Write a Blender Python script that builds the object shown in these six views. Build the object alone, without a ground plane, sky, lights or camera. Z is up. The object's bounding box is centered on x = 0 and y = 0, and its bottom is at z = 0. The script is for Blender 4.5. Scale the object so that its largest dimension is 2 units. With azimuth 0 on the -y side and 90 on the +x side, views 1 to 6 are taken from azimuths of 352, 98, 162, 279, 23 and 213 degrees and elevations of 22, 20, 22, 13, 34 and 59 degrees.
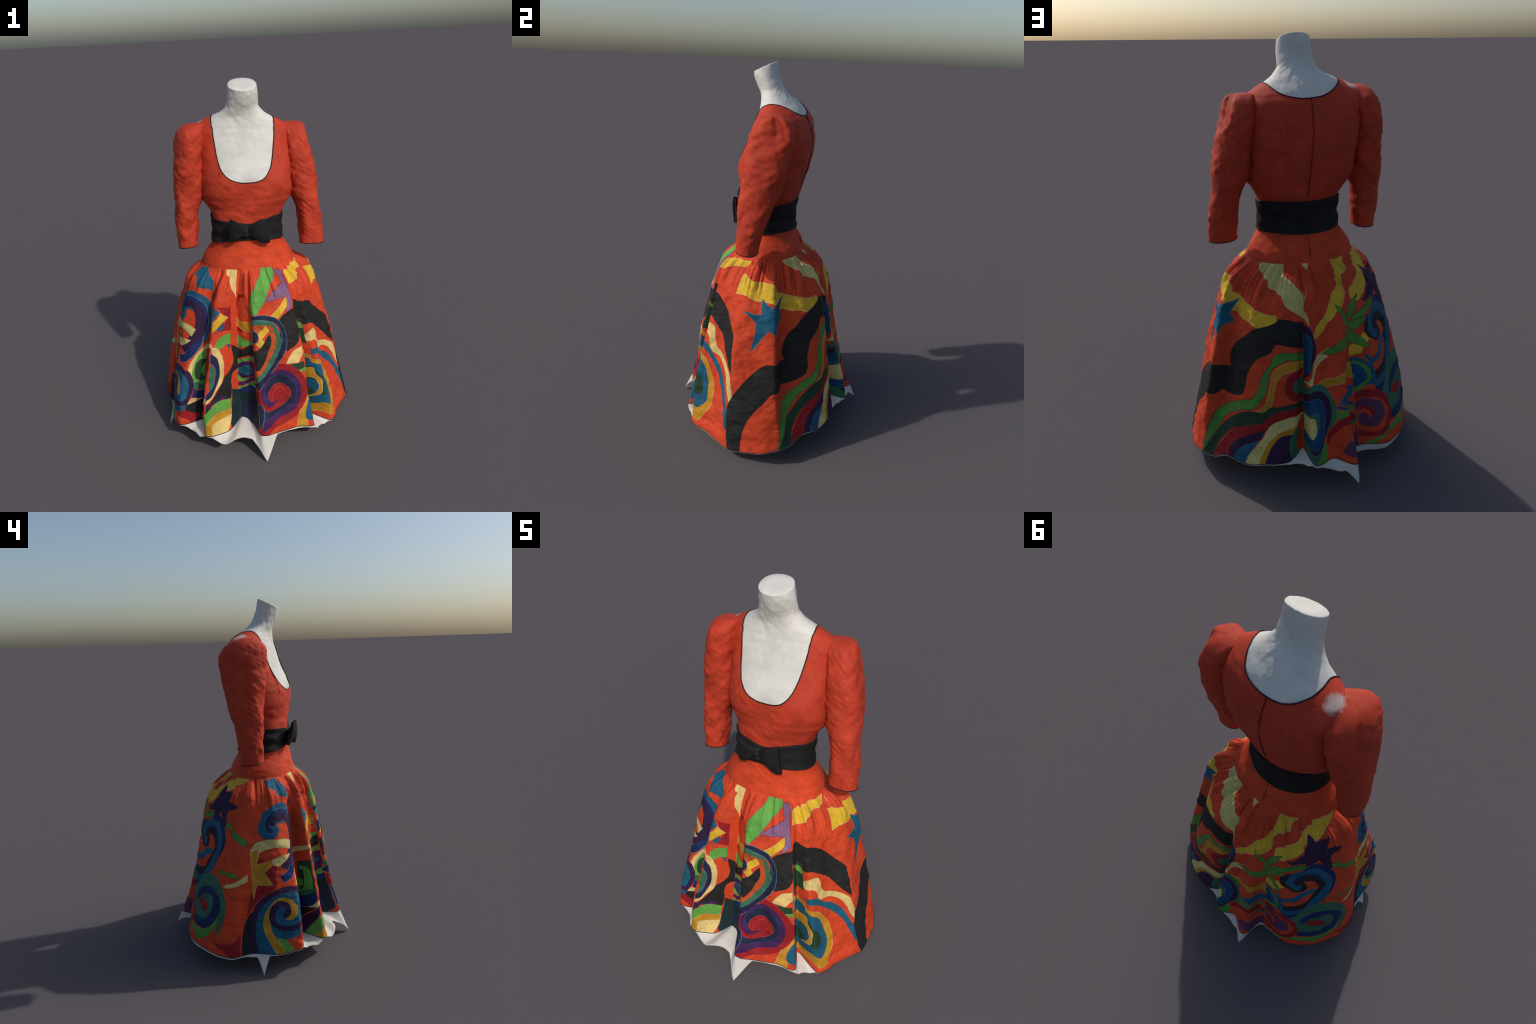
import math
import numpy as np

# ------------------------------------------------------------------ helpers
def smoothstep(a, b, x):
    t = np.clip((np.asarray(x, float) - a) / (b - a), 0, 1)
    return t * t * (3 - 2 * t)

def pchip_slopes(x, y):
    h = np.diff(x); d = np.diff(y) / h
    m = np.zeros_like(y)
    for i in range(1, len(x) - 1):
        if d[i - 1] * d[i] > 0:
            w1 = 2 * h[i] + h[i - 1]; w2 = h[i] + 2 * h[i - 1]
            m[i] = (w1 + w2) / (w1 / d[i - 1] + w2 / d[i])
    m[0], m[-1] = d[0], d[-1]
    return m

def pchip(x, y, q):
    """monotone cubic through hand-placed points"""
    x = np.asarray(x, float); y = np.asarray(y, float); q = np.clip(np.asarray(q, float), x[0], x[-1])
    m = pchip_slopes(x, y)
    i = np.clip(np.searchsorted(x, q) - 1, 0, len(x) - 2)
    h = x[i + 1] - x[i]; t = (q - x[i]) / h
    return ((1 + 2 * t) * (1 - t) ** 2 * y[i] + t * (1 - t) ** 2 * h * m[i]
            + t * t * (3 - 2 * t) * y[i + 1] + t * t * (t - 1) * h * m[i + 1])

def ring(x, y, q):
    """closed curve: y(azimuth) with period 360"""
    o = np.argsort(np.asarray(x) % 360)
    x = (np.asarray(x, float) % 360)[o]; y = np.asarray(y, float)[o]
    X = np.concatenate([x[-3:] - 360, x, x[:3] + 360]); Y = np.concatenate([y[-3:], y, y[:3]])
    return pchip(X, Y, np.asarray(q, float) % 360)

def lattice(nu, nv, seed):
    return np.random.default_rng(seed).uniform(-1, 1, (nu, nv))

def noise(u, v, nu, nv, seed):
    """smooth value noise; u wraps over 0..1 with nu cells, v runs over nv cells"""
    L = lattice(nu, nv + 2, seed)
    fu = (np.asarray(u, float) % 1.0) * nu; fv = np.clip(np.asarray(v, float), 0, 1) * nv
    i = np.floor(fu).astype(int); j = np.floor(fv).astype(int)
    a = fu - i; b = fv - j; a = a * a * (3 - 2 * a); b = b * b * (3 - 2 * b)
    i0 = i % nu; i1 = (i + 1) % nu
    return ((L[i0, j] * (1 - a) + L[i1, j] * a) * (1 - b) + (L[i0, j + 1] * (1 - a) + L[i1, j + 1] * a) * b)

# ------------------------------------------------------------------ torso shape
# height, centre x, half width, front y, back y, squareness front, squareness back, tilt along y, tilt along x
TORSO = [
    (1.000, -.013, .260, -.207, .166, 2.1, 2.1, 0, 0),
    (1.035, -.016, .254, -.202, .158, 2.1, 2.1, 0, 0),
    (1.070, -.019, .239, -.193, .146, 2.1, 2.1, 0, 0),
    (1.150, -.014, .190, -.178, .108, 2.1, 2.0, 0, 0),
    (1.220, -.012, .181, -.171, .101, 2.1, 2.0, 0, 0),
    (1.290, -.010, .186, -.168, .104, 2.1, 2.0, 0, 0),
    (1.345, -.006, .207, -.171, .120, 2.1, 2.1, 0, 0),
    (1.390, -.005, .236, -.175, .132, 2.1, 2.1, 0, 0),
    (1.430, -.005, .243, -.176, .143, 2.6, 2.6, 0, 0),
    (1.490, -.005, .237, -.178, .158, 2.8, 2.8, 0, 0),
    (1.560, -.005, .238, -.156, .169, 2.8, 2.9, 0, 0),
    (1.620, -.006, .238, -.128, .171, 2.8, 3.0, 0, 0),
    (1.680, -.007, .240, -.107, .160, 2.7, 3.0, 0, -.02),
    (1.730, -.008, .245, -.097, .140, 2.4, 2.7, 0, -.04),
    (1.762, -.008, .238, -.092, .122, 2.0, 2.1, 0, -.05),
    (1.788, -.008, .200, -.091, .102, 1.9, 1.9, 0, -.05),
    (1.812, -.008, .152, -.092, .078, 1.9, 1.9, 0, -.05),
    (1.838, -.007, .108, -.098, .047, 2.0, 2.0, 0, -.03),
    (1.868, -.006, .084, -.110, .019, 2.0, 2.0, .05, 0),
    (1.905, -.003, .079, -.124, -.001, 2.0, 2.0, .15, 0),
    (1.945, -.002, .075, -.134, -.016, 2.1, 2.1, .30, 0),
    (1.970, -.002, .072, -.139, -.020, 2.1, 2.1, .45, 0),
]
_tor = np.array(TORSO); _ts = np.arange(len(TORSO)) * 1.0

def torso_level(s):
    return [pchip(_ts, _tor[:, k], s) for k in range(9)]

def torso_point(az, s, off=0.0):
    """surface of the mannequin; s is the level index (0 hip .. 21 neck rim)"""
    z, cx, hx, yf, yb, nf, nb, ty, tx = torso_level(s)
    a = np.radians(az); sx = np.sin(a); cy = -np.cos(a)
    yc = .5 * (yf + yb); hy = np.where(cy < 0, yc - yf, yb - yc) + off
    n = np.where(cy < 0, nf, nb)
    # hollow of the waist behind the right side
    d = .030 * np.exp(-(((az - 138 + 180) % 360 - 180) / 30) ** 2 - ((z - 1.215) / .075) ** 2)
    hy = hy - d * .8; hxx = hx + off - d * .8
    x = cx + hxx * np.sign(sx) * np.abs(sx) ** (2 / n)
    y = yc + hy * np.sign(cy) * np.abs(cy) ** (2 / n)
    zz = z + ty * (y - yc) + tx * (x - cx)
    # the figure is turned a little: right side forward, left side back
    y = y - .10 * (x - cx) * smoothstep(1.24, 1.40, z) * (1 - smoothstep(1.80, 1.86, z))
    return np.stack([x, y, zz], -1)

# level -> height table, to find s for a given height
def level_at_height(z):
    return np.interp(z, _tor[:, 0], _ts)

# ------------------------------------------------------------------ skirt shape
# azimuth 0 = front (-y), 90 = +x.  Each line is one fold ridge or valley running
# from the hip seam to the hem: azimuth and radius at the five heights below.
FOLD_Z = (1.03, 0.80, 0.55, 0.34, 0.13)
FOLDS = [
    # azimuths                      radii
    ((352, 352, 353, 354, 354), (.222, .332, .386, .432, .486)),
    ((  8,   8,   8,   9,   9), (.217, .330, .370, .398, .460)),
    (( 20,  20,  19,  20,  20), (.235, .345, .397, .425, .458)),
    (( 30,  31,  32,  32,  32), (.250, .350, .420, .440, .486)),
    (( 36,  36,  36,  36,  37), (.256, .322, .355, .368, .388)),
    (( 43,  43,  43,  43,  46), (.262, .362, .432, .488, .524)),
    (( 49,  50,  49,  48,  51), (.264, .358, .422, .462, .514)),
    (( 58,  58,  58,  58,  58), (.265, .358, .405, .446, .502)),
    (( 67,  67,  67,  67,  67), (.264, .373, .430, .469, .515)),
    (( 75,  75,  75,  75,  76), (.260, .388, .462, .497, .540)),
    (( 88,  88,  88,  88,  90), (.250, .395, .447, .502, .550)),
    ((101, 101, 102, 103, 105), (.240, .405, .466, .515, .556)),
    ((106, 107, 108, 109, 113), (.234, .348, .398, .450, .530)),
    ((128, 128, 128, 128, 128), (.222, .347, .415, .460, .512)),
    ((146, 146, 146, 146, 146), (.205, .340, .394, .428, .480)),
    ((160, 160, 160, 160, 160), (.180, .312, .358, .386, .425)),
    ((165, 165, 165, 165, 165), (.168, .288, .316, .345, .385)),
    ((171, 171, 170, 170, 172), (.160, .304, .372, .442, .490)),
    ((182, 182, 182, 182, 183), (.156, .312, .360, .411, .450)),
    ((194, 194, 194, 194, 194), (.172, .338, .388, .437, .514)),
    ((203, 203, 202, 201, 203), (.190, .322, .350, .382, .425)),
    ((217, 217, 217, 217, 217), (.212, .360, .428, .462, .502)),
    ((236, 236, 236, 236, 236), (.242, .376, .448, .510, .558)),
    ((252, 252, 252, 252, 252), (.268, .412, .490, .545, .575)),
    ((262, 262, 262, 262, 262), (.277, .422, .492, .533, .565)),
    ((273, 273, 273, 272, 272), (.275, .414, .466, .497, .528)),
    ((288, 288, 288, 288, 288), (.270, .420, .483, .527, .560)),
    ((299, 299, 299, 299, 299), (.264, .398, .470, .547, .577)),
    ((309, 309, 309, 308, 308), (.254, .326, .356, .392, .440)),
    ((317, 317, 317, 316, 318), (.250, .384, .448, .506, .540)),
    ((327, 328, 327, 327, 328), (.243, .340, .362, .396, .460)),
    ((332, 333, 333, 334, 336), (.236, .276, .300, .322, .358)),
    ((340, 340, 340, 341, 341), (.232, .288, .316, .328, .354)),
    ((346, 347, 347, 347, 347), (.226, .299, .334, .346, .383)),
]
HEM = [(319, .130), (329, .129), (337, .165), (346, .145), (354, .138), (9, .130), (20, .128), (32, .109), (38, .120),
       (46, .086), (60, .075), (76, .064), (88, .072), (96, .080), (105, .098), (112, .110), (122, .148), (135, .140), (145, .153), (156, .150),
       (165, .180), (172, .155), (183, .150), (195, .132), (203, .130), (209, .140), (216, .128), (222, .116), (230, .118), (237, .117),
       (245, .111), (254, .102), (260, .096), (266, .106), (273, .112), (286, .118), (297, .137), (308, .145)]
SKIRT_TOP = 1.03

def hem_z(az):
    return ring([h[0] for h in HEM], [h[1] for h in HEM], az)

NAZ, NZ, ZLO, ZHI = 1440, 260, 0.03, 1.05
def build_skirt_table():
    az = np.arange(NAZ) * 360.0 / NAZ
    zs = np.linspace(ZLO, ZHI, NZ)
    lv = list(FOLD_Z); A = np.array([f[0] for f in FOLDS], float); Rr = np.array([f[1] for f in FOLDS], float)
    # shoulder of the gathers: an extra level just under the seam
    lv = [lv[0], 0.95] + lv[1:]
    A = np.insert(A, 1, A[:, :2].mean(1), 1); Rr = np.insert(Rr, 1, Rr[:, 0] * .40 + Rr[:, 1] * .60, 1)
    lvr = np.array(lv[::-1]); T = np.zeros((NAZ, NZ))
    Az = np.array([pchip(lvr, A[k, ::-1], zs) for k in range(len(FOLDS))])
    Rz = np.array([pchip(lvr, Rr[k, ::-1], zs) for k in range(len(FOLDS))])
    slope = (Rr[:, -1] - Rr[:, -2]) / (lv[-1] - lv[-2])
    for j, z in enumerate(zs):
        r = Rz[:, j] + np.where(z < lv[-1], slope * (z - lv[-1]), 0)
        T[:, j] = ring(Az[:, j], r, az)
    # round the fold edges a little
    K = np.exp(-0.5 * (np.arange(-8, 9) / 2.4) ** 2); K /= K.sum()
    T = sum(k * np.roll(T, s, 0) for k, s in zip(K, range(-8, 9)))
    U, Z = np.meshgrid(az / 360.0, zs, indexing='ij'); V = (Z - ZLO) / (ZHI - ZLO)
    warp = 0.004 * noise(U, V, 12, 8, 5)
    # the gathered edge is sewn to the hip yoke
    q = np.linspace(0, 360, 721); Y = torso_point(q, np.full_like(q, level_at_height(SKIRT_TOP)), .004)
    ya = np.degrees(np.arctan2(Y[:, 0], -Y[:, 1])) % 360; yr = np.hypot(Y[:, 0], Y[:, 1]); o = np.argsort(ya)
    yoke = np.interp(az, ya[o], yr[o], period=360)
    jtop = int(np.searchsorted(zs, SKIRT_TOP))
    T += (yoke - T[:, jtop])[:, None] * smoothstep(.90, SKIRT_TOP, zs)[None, :]
    # gathered pleats below the hip seam, and broad soft undulation
    g1 = noise(U + warp, V * .5, 88, 2, 11); g2 = noise(U + warp, V * .6, 40, 3, 12)
    f1 = smoothstep(.84, .985, Z) * (1 - .9 * smoothstep(.99, 1.03, Z)); f2 = smoothstep(.62, .92, Z) * (1 - .9 * smoothstep(.98, 1.03, Z))
    T += .0120 * f1 * g1 + .0115 * f2 * g2
    # sharp tucks where the cloth is drawn into the seam
    tuck = np.exp(-(noise(U + warp, V * .4, 70, 2, 21) / .15) ** 2) * smoothstep(.86, .97, Z + .05 * noise(U, V * 0, 50, 1, 22))
    T -= .013 * tuck * (1 - .9 * smoothstep(1.005, 1.03, Z))
    # cloth wrinkles
    T += .0040 * noise(U + warp, V, 60, 30, 13) * (1 - smoothstep(.9, 1.03, Z)) + .0016 * noise(U, V, 150, 80, 14)
    return T
SKIRT = build_skirt_table()

def skirt_r(az, z):
    a = (np.asarray(az, float) % 360) * NAZ / 360.0; b = np.clip((np.asarray(z, float) - ZLO) / (ZHI - ZLO) * (NZ - 1), 0, NZ - 1.001)
    i = np.floor(a).astype(int); j = np.floor(b).astype(int); s = a - i; t = b - j
    i0 = i % NAZ; i1 = (i + 1) % NAZ
    return ((SKIRT[i0, j] * (1 - s) + SKIRT[i1, j] * s) * (1 - t) + (SKIRT[i0, j + 1] * (1 - s) + SKIRT[i1, j + 1] * s) * t)

def skirt_point(az, z, off=0.0):
    r = skirt_r(az, z) + off; a = np.radians(az)
    return np.stack([r * np.sin(a), -r * np.cos(a), np.broadcast_to(z, np.shape(a)) * 1.0], -1)

# ------------------------------------------------------------------ sleeves
# height, inner x, outer x, front y, back y   (listed from cuff to shoulder)
SLEEVE_PLUS = [
    (1.105, .272, .408, -.141, -.032), (1.20, .268, .405, -.141, -.012), (1.29, .262, .396, -.139, .018),
    (1.35, .248, .391, -.138, .040), (1.39, .232, .388, -.136, .055), (1.43, .222, .385, -.132, .068), (1.50, .215, .378, -.127, .088),
    (1.577, .208, .367, -.120, .103), (1.64, .204, .350, -.110, .115), (1.69, .200, .337, -.098, .110),
    (1.725, .198, .326, -.082, .090), (1.747, .195, .314, -.060, .066), (1.759, .19, .298, -.036, .042), (1.764, .20, .265, -.012, .016)]
SLEEVE_MINUS = [
    (1.130, -.289, -.396, -.076, .041), (1.21, -.283, -.398, -.079, .060), (1.265, -.278, -.398, -.078, .067),
    (1.34, -.268, -.395, -.080, .080), (1.38, -.252, -.394, -.080, .092), (1.43, -.236, -.394, -.082, .106), (1.50, -.228, -.387, -.087, .118),
    (1.58, -.220, -.380, -.095, .137), (1.66, -.215, -.369, -.098, .150), (1.71, -.211, -.357, -.095, .143), (1.745, -.208, -.340, -.080, .119),
    (1.770, -.205, -.322, -.058, .084), (1.783, -.20, -.298, -.035, .050), (1.788, -.21, -.262, -.010, .018)]

# ------------------------------------------------------------------ the painted print of the skirt
# control points are (azimuth in degrees, height in metres); "c" marks a corner, bands add a half width
DYE_COLOURS = {
    'yellow': (0.6, 0.37, 0.025),
    'gold': (0.45, 0.21, 0.0125),
    'cream': (0.61, 0.45, 0.165),
    'palecream': (0.54, 0.46, 0.165),
    'green': (0.1, 0.3, 0.05),
    'shadegreen': (0.07, 0.22, 0.035),  # the same green darkened for the back, shade put into the dye
    'azure': (0.006, 0.055, 0.14),
    'teal': (0.01, 0.085, 0.15),
    'navy': (0.012, 0.016, 0.042),
    'blue': (0.011, 0.024, 0.105),
    'deepblue': (0.006, 0.02, 0.085),
    'purple': (0.028, 0.01, 0.042),
    'violet': (0.045, 0.012, 0.072),
    'lilac': (0.21, 0.105, 0.195),
    'crimson': (0.26, 0.01, 0.0125),
    'black': (0.014, 0.0135, 0.013),
    'brown': (0.38, 0.067, 0.0125),
    'seagreen': (0.035, 0.12, 0.07),
    'darkgreen': (0.016, 0.045, 0.022),
    'deepteal': (0.008, 0.022, 0.026),
    'night': (0.012, 0.01, 0.018),
    'plum': (0.09, 0.03, 0.075),
    'orange': (0.52, 0.05, 0.014),
    'coral': (0.45, 0.035, 0.035),
}
LINE_COLOURS = {
    'tan': (0.52, 0.34, 0.14),
    'lightblue': (0.09, 0.2, 0.26),
    'coral': (0.45, 0.045, 0.045),
    'violet': (0.07, 0.02, 0.1),
    'seablue': (0.03, 0.16, 0.2),
    'blueline': (0.03, 0.05, 0.2),
    'forest': (0.01, 0.045, 0.015),
}

def paint_print(patch, band):
    patch('painted_patch', 'deepteal', [
        (329.1, 0.356, 'c'), (332.8, 0.333), (350.9, 0.392, 'c'), (352.1, 0.191), (351.9, 0.162, 'c'), (343.0, 0.094, 'c'), (332.8, 0.107),
        (332.8, 0.085, 'c'), (329.6, 0.175), (329.4, 0.278)
    ])
    patch('painted_patch', 'crimson', [
        (332.8, 0.848, 'c'), (332.8, 0.876), (345.9, 0.914, 'c'), (335.3, 0.864), (332.8, 0.808), (332.8, 0.815)
    ])
    patch('painted_patch', 'gold', [
        (332.8, 0.766, 'c'), (337.3, 0.754), (343.8, 0.753), (349.3, 0.757, 'c'), (348.8, 0.704, 'c'), (342.3, 0.701), (337.0, 0.709),
        (332.8, 0.721, 'c')
    ], 'tan')
    patch('painted_patch', 'crimson', [
        (332.8, 0.716, 'c'), (337.8, 0.705), (342.3, 0.698, 'c'), (336.9, 0.691), (332.8, 0.685, 'c')
    ])
    patch('painted_patch', 'green', [
        (332.8, 0.663, 'c'), (338.3, 0.659), (345.3, 0.649), (349.9, 0.652, 'c'), (350.0, 0.630, 'c'), (341.6, 0.607), (332.8, 0.592, 'c'),
        (332.8, 0.618)
    ])
    patch('painted_patch', 'black', [
        (329.0, 0.624, 'c'), (332.8, 0.589), (350.4, 0.635, 'c'), (350.1, 0.572, 'c'), (332.8, 0.525, 'c'), (332.8, 0.463), (330.1, 0.457),
        (328.7, 0.410, 'c'), (329.0, 0.371), (328.8, 0.305, 'c'), (326.3, 0.312), (323.4, 0.325), (317.6, 0.277, 'c'), (319.1, 0.321), (321.3, 0.360),
        (323.1, 0.396), (324.4, 0.422), (325.2, 0.450), (327.4, 0.469), (329.0, 0.493)
    ])
    patch('painted_patch', 'green', [
        (332.8, 0.515, 'c'), (341.0, 0.537), (350.1, 0.568, 'c'), (350.2, 0.543, 'c'), (340.9, 0.516), (332.8, 0.492, 'c')
    ])
    patch('painted_patch', 'violet', [
        (332.8, 0.484, 'c'), (337.2, 0.507), (344.3, 0.523), (350.4, 0.535, 'c'), (350.8, 0.452, 'c'), (343.5, 0.420), (332.8, 0.411),
        (332.8, 0.440, 'c')
    ])
    patch('painted_patch', 'teal', [
        (332.8, 0.454), (337.7, 0.479), (342.9, 0.497), (347.0, 0.494), (349.0, 0.487), (346.7, 0.451), (342.3, 0.436), (337.4, 0.436)
    ], 'seablue')
    patch('painted_patch', 'green', [
        (332.8, 0.427, 'c'), (336.1, 0.404), (345.5, 0.424), (339.7, 0.390), (332.8, 0.385, 'c')
    ])
    patch('painted_patch', 'violet', [
        (332.8, 0.376, 'c'), (339.7, 0.390), (350.0, 0.448, 'c'), (350.4, 0.427, 'c'), (339.6, 0.367), (332.8, 0.355, 'c')
    ])
    patch('painted_patch', 'green', [
        (332.8, 0.349, 'c'), (341.5, 0.368), (350.8, 0.430, 'c'), (350.7, 0.395, 'c'), (342.8, 0.347), (332.8, 0.333, 'c')
    ])
    patch('painted_patch', 'blue', [
        (332.8, 0.329, 'c'), (350.7, 0.392, 'c'), (350.6, 0.349, 'c'), (341.3, 0.319)
    ])
    patch('painted_patch', 'navy', [
        (336.1, 0.237), (342.1, 0.263), (350.1, 0.311, 'c'), (352.0, 0.174, 'c'), (343.3, 0.114), (338.1, 0.179)
    ])
    patch('painted_patch', 'black', [
        (15.1, 0.761), (23.8, 0.803), (31.5, 0.817), (32.4, 0.851), (36.3, 0.846), (38.7, 0.834), (41.2, 0.831), (52.0, 0.806), (59.6, 0.761),
        (66.9, 0.705), (72.3, 0.658, 'c'), (72.5, 0.627), (73.2, 0.543), (74.1, 0.463, 'c'), (68.7, 0.520), (65.0, 0.561), (59.4, 0.618),
        (53.7, 0.653), (50.4, 0.672), (43.0, 0.698), (39.6, 0.695), (38.9, 0.727), (35.8, 0.721), (31.7, 0.748), (31.1, 0.661), (30.3, 0.648),
        (21.6, 0.597), (17.6, 0.592), (14.7, 0.620), (14.4, 0.695)
    ])
    patch('painted_patch', 'black', [
        (5.9, 0.698, 'c'), (6.8, 0.661), (5.7, 0.630), (3.5, 0.600), (-0.6, 0.545), (-4.8, 0.503, 'c'), (-8.6, 0.500, 'c'), (-9.3, 0.571),
        (-9.6, 0.610, 'c'), (-5.8, 0.620), (-2.4, 0.637), (0.7, 0.661), (3.3, 0.683)
    ])
    patch('painted_leaf', 'green', [
        (7.3, 1.036, 'c'), (15.0, 1.034), (23.2, 1.028, 'c'), (24.2, 1.002), (20.9, 0.987), (16.5, 0.967), (11.0, 0.935), (5.9, 0.896), (3.3, 0.873),
        (-2.6, 0.832), (-5.0, 0.814, 'c'), (-7.9, 0.813), (-10.7, 0.801, 'c'), (-10.9, 0.843), (-10.9, 0.883), (-9.3, 0.918), (-5.6, 0.949),
        (-1.4, 0.976), (3.8, 1.002)
    ], 'seablue')
    patch('painted_star', 'lilac', [
        (25.0, 1.011, 'c'), (32.5, 1.008, 'c'), (30.9, 0.976), (30.1, 0.937), (29.9, 0.889), (31.1, 0.833, 'c'), (23.0, 0.798, 'c'),
        (26.5, 0.887, 'c'), (16.6, 0.876), (3.3, 0.873, 'c'), (11.1, 0.907), (17.2, 0.927), (25.8, 0.961, 'c'), (25.1, 0.985)
    ], 'violet')
    patch('painted_leaf', 'yellow', [
        (25.7, 0.885, 'c'), (24.5, 0.833), (21.0, 0.815), (14.9, 0.776, 'c'), (8.2, 0.795, 'c'), (13.4, 0.818), (19.1, 0.847)
    ], 'tan')
    patch('painted_patch', 'crimson', [
        (6.0, 0.484, 'c'), (9.7, 0.514), (15.6, 0.517), (21.1, 0.498), (26.6, 0.457), (30.6, 0.406), (38.6, 0.302), (38.6, 0.273), (29.3, 0.269),
        (24.9, 0.234), (20.4, 0.201), (15.1, 0.181), (9.4, 0.169), (3.3, 0.162), (-0.8, 0.141), (-4.9, 0.121, 'c'), (-6.7, 0.129, 'c'), (-7.5, 0.231),
        (-8.3, 0.308), (-8.5, 0.377, 'c'), (-4.2, 0.405)
    ])
    band('painted_swirl', 'seagreen', [
        (350.6, 0.768, 0.0162), (358.6, 0.772, 0.0167), (365.7, 0.755, 0.0161), (370.5, 0.725, 0.0152), (372.4, 0.689, 0.0150), (373.3, 0.643, 0.0165),
        (371.7, 0.603, 0.0173), (372.8, 0.628, 0.0177), (369.7, 0.584, 0.0166), (365.6, 0.542, 0.0165), (361.0, 0.504, 0.0162), (357.5, 0.477, 0.0171),
        (351.7, 0.440, 0.0191)
    ])
    patch('painted_swirl', 'brown', [
        (350.6, 0.736, 'c'), (355.6, 0.754), (363.0, 0.749), (368.4, 0.734), (370.0, 0.697), (370.7, 0.644), (369.3, 0.605), (367.4, 0.604),
        (363.5, 0.557), (358.3, 0.501), (352.4, 0.466, 'c'), (351.4, 0.496, 'c'), (355.2, 0.503), (360.7, 0.561), (364.7, 0.619), (366.4, 0.636),
        (366.6, 0.673), (366.0, 0.701), (365.0, 0.713), (362.7, 0.723), (355.3, 0.724), (350.8, 0.723, 'c')
    ])
    band('painted_swirl', 'navy', [
        (350.2, 0.793, 0.0123), (359.0, 0.796, 0.0132), (366.6, 0.781, 0.0145), (372.3, 0.763, 0.0153), (376.1, 0.732, 0.0150), (377.8, 0.691, 0.0141),
        (377.6, 0.649, 0.0147), (376.0, 0.603, 0.0162), (376.8, 0.626, 0.0139), (373.4, 0.572, 0.0163), (369.4, 0.529, 0.0150), (363.7, 0.486, 0.0148),
        (359.4, 0.454, 0.0161), (355.0, 0.429, 0.0179), (351.4, 0.399, 0.0192)
    ], 'lightblue')
    patch('painted_patch', 'navy', [
        (350.5, 0.724, 'c'), (353.0, 0.722), (355.3, 0.700), (354.7, 0.672), (352.4, 0.658), (350.5, 0.651, 'c')
    ], 'lightblue')
    patch('painted_patch', 'yellow', [
        (2.7, 0.747, 'c'), (5.4, 0.716, 'c'), (-1.6, 0.677, 'c'), (0.4, 0.659, 'c'), (-3.5, 0.628, 'c'), (-7.1, 0.650, 'c'), (-4.2, 0.671),
        (-4.6, 0.710, 'c')
    ], 'tan')
    patch('painted_swirl', 'violet', [
        (356.3, 0.410, 'c'), (359.8, 0.442), (363.5, 0.467), (369.3, 0.481), (374.2, 0.483), (379.7, 0.461), (384.5, 0.414), (386.4, 0.351),
        (385.1, 0.292), (380.7, 0.239), (375.0, 0.219), (369.5, 0.209), (362.8, 0.193), (358.2, 0.168), (353.5, 0.158, 'c'), (355.5, 0.226),
        (356.4, 0.264, 'c'), (357.9, 0.271), (354.1, 0.328), (354.2, 0.370)
    ])
    patch('painted_swirl', 'navy', [
        (358.9, 0.413), (363.3, 0.443), (369.1, 0.453), (374.0, 0.451), (379.3, 0.427), (382.0, 0.384), (382.6, 0.343), (380.5, 0.299), (376.4, 0.269),
        (371.2, 0.245), (364.6, 0.230), (356.0, 0.226, 'c'), (356.4, 0.268, 'c'), (360.8, 0.260), (360.3, 0.316), (357.8, 0.357)
    ], 'blueline')
    patch('painted_swirl', 'crimson', [
        (1.5, 0.375), (4.9, 0.395), (9.6, 0.401), (14.4, 0.390), (17.6, 0.362), (18.2, 0.337), (16.3, 0.309), (11.7, 0.278), (6.0, 0.265),
        (0.8, 0.260, 'c'), (2.4, 0.313, 'c'), (0.5, 0.333)
    ], 'coral')
    band('painted_swirl', 'crimson', [
        (352.9, 0.378, 0.0094), (353.1, 0.340, 0.0112), (355.8, 0.302, 0.0119), (360.0, 0.274, 0.0131), (365.1, 0.275, 0.0137), (369.9, 0.287, 0.0147)
    ])
    band('painted_swirl', 'violet', [
        (357.3, 0.412, 0.0094), (355.7, 0.375, 0.0093), (356.6, 0.340, 0.0104), (359.7, 0.307, 0.0104), (362.8, 0.295, 0.0095), (365.8, 0.303, 0.0046),
        (370.3, 0.308, 0.0019)
    ])
    band('painted_swirl', 'coral', [
        (3.5, 0.310, 0.0015), (3.3, 0.330, 0.0015), (4.9, 0.358, 0.0016), (9.3, 0.380, 0.0016), (12.8, 0.372, 0.0016), (14.3, 0.351, 0.0015),
        (12.5, 0.321, 0.0016), (10.4, 0.312, 0.0016), (6.0, 0.314, 0.0015)
    ])
    patch('painted_patch', 'navy', [
        (352.0, 0.310, 'c'), (354.9, 0.303), (356.4, 0.268), (356.1, 0.239), (354.9, 0.210), (353.6, 0.174, 'c'), (352.6, 0.188, 'c'), (352.5, 0.256)
    ], 'lightblue')
    patch('painted_leaf', 'cream', [
        (30.6, 0.602, 'c'), (30.9, 0.556, 'c'), (25.7, 0.510, 'c'), (16.5, 0.516, 'c'), (19.9, 0.557), (25.2, 0.590)
    ], 'tan')
    patch('painted_patch', 'darkgreen', [
        (18.9, 0.514, 'c'), (24.3, 0.508), (30.3, 0.515, 'c'), (31.2, 0.473, 'c'), (25.7, 0.467, 'c')
    ])
    patch('painted_patch', 'green', [
        (25.7, 0.467, 'c'), (31.1, 0.472, 'c'), (31.8, 0.444, 'c'), (27.7, 0.450, 'c')
    ])
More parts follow.
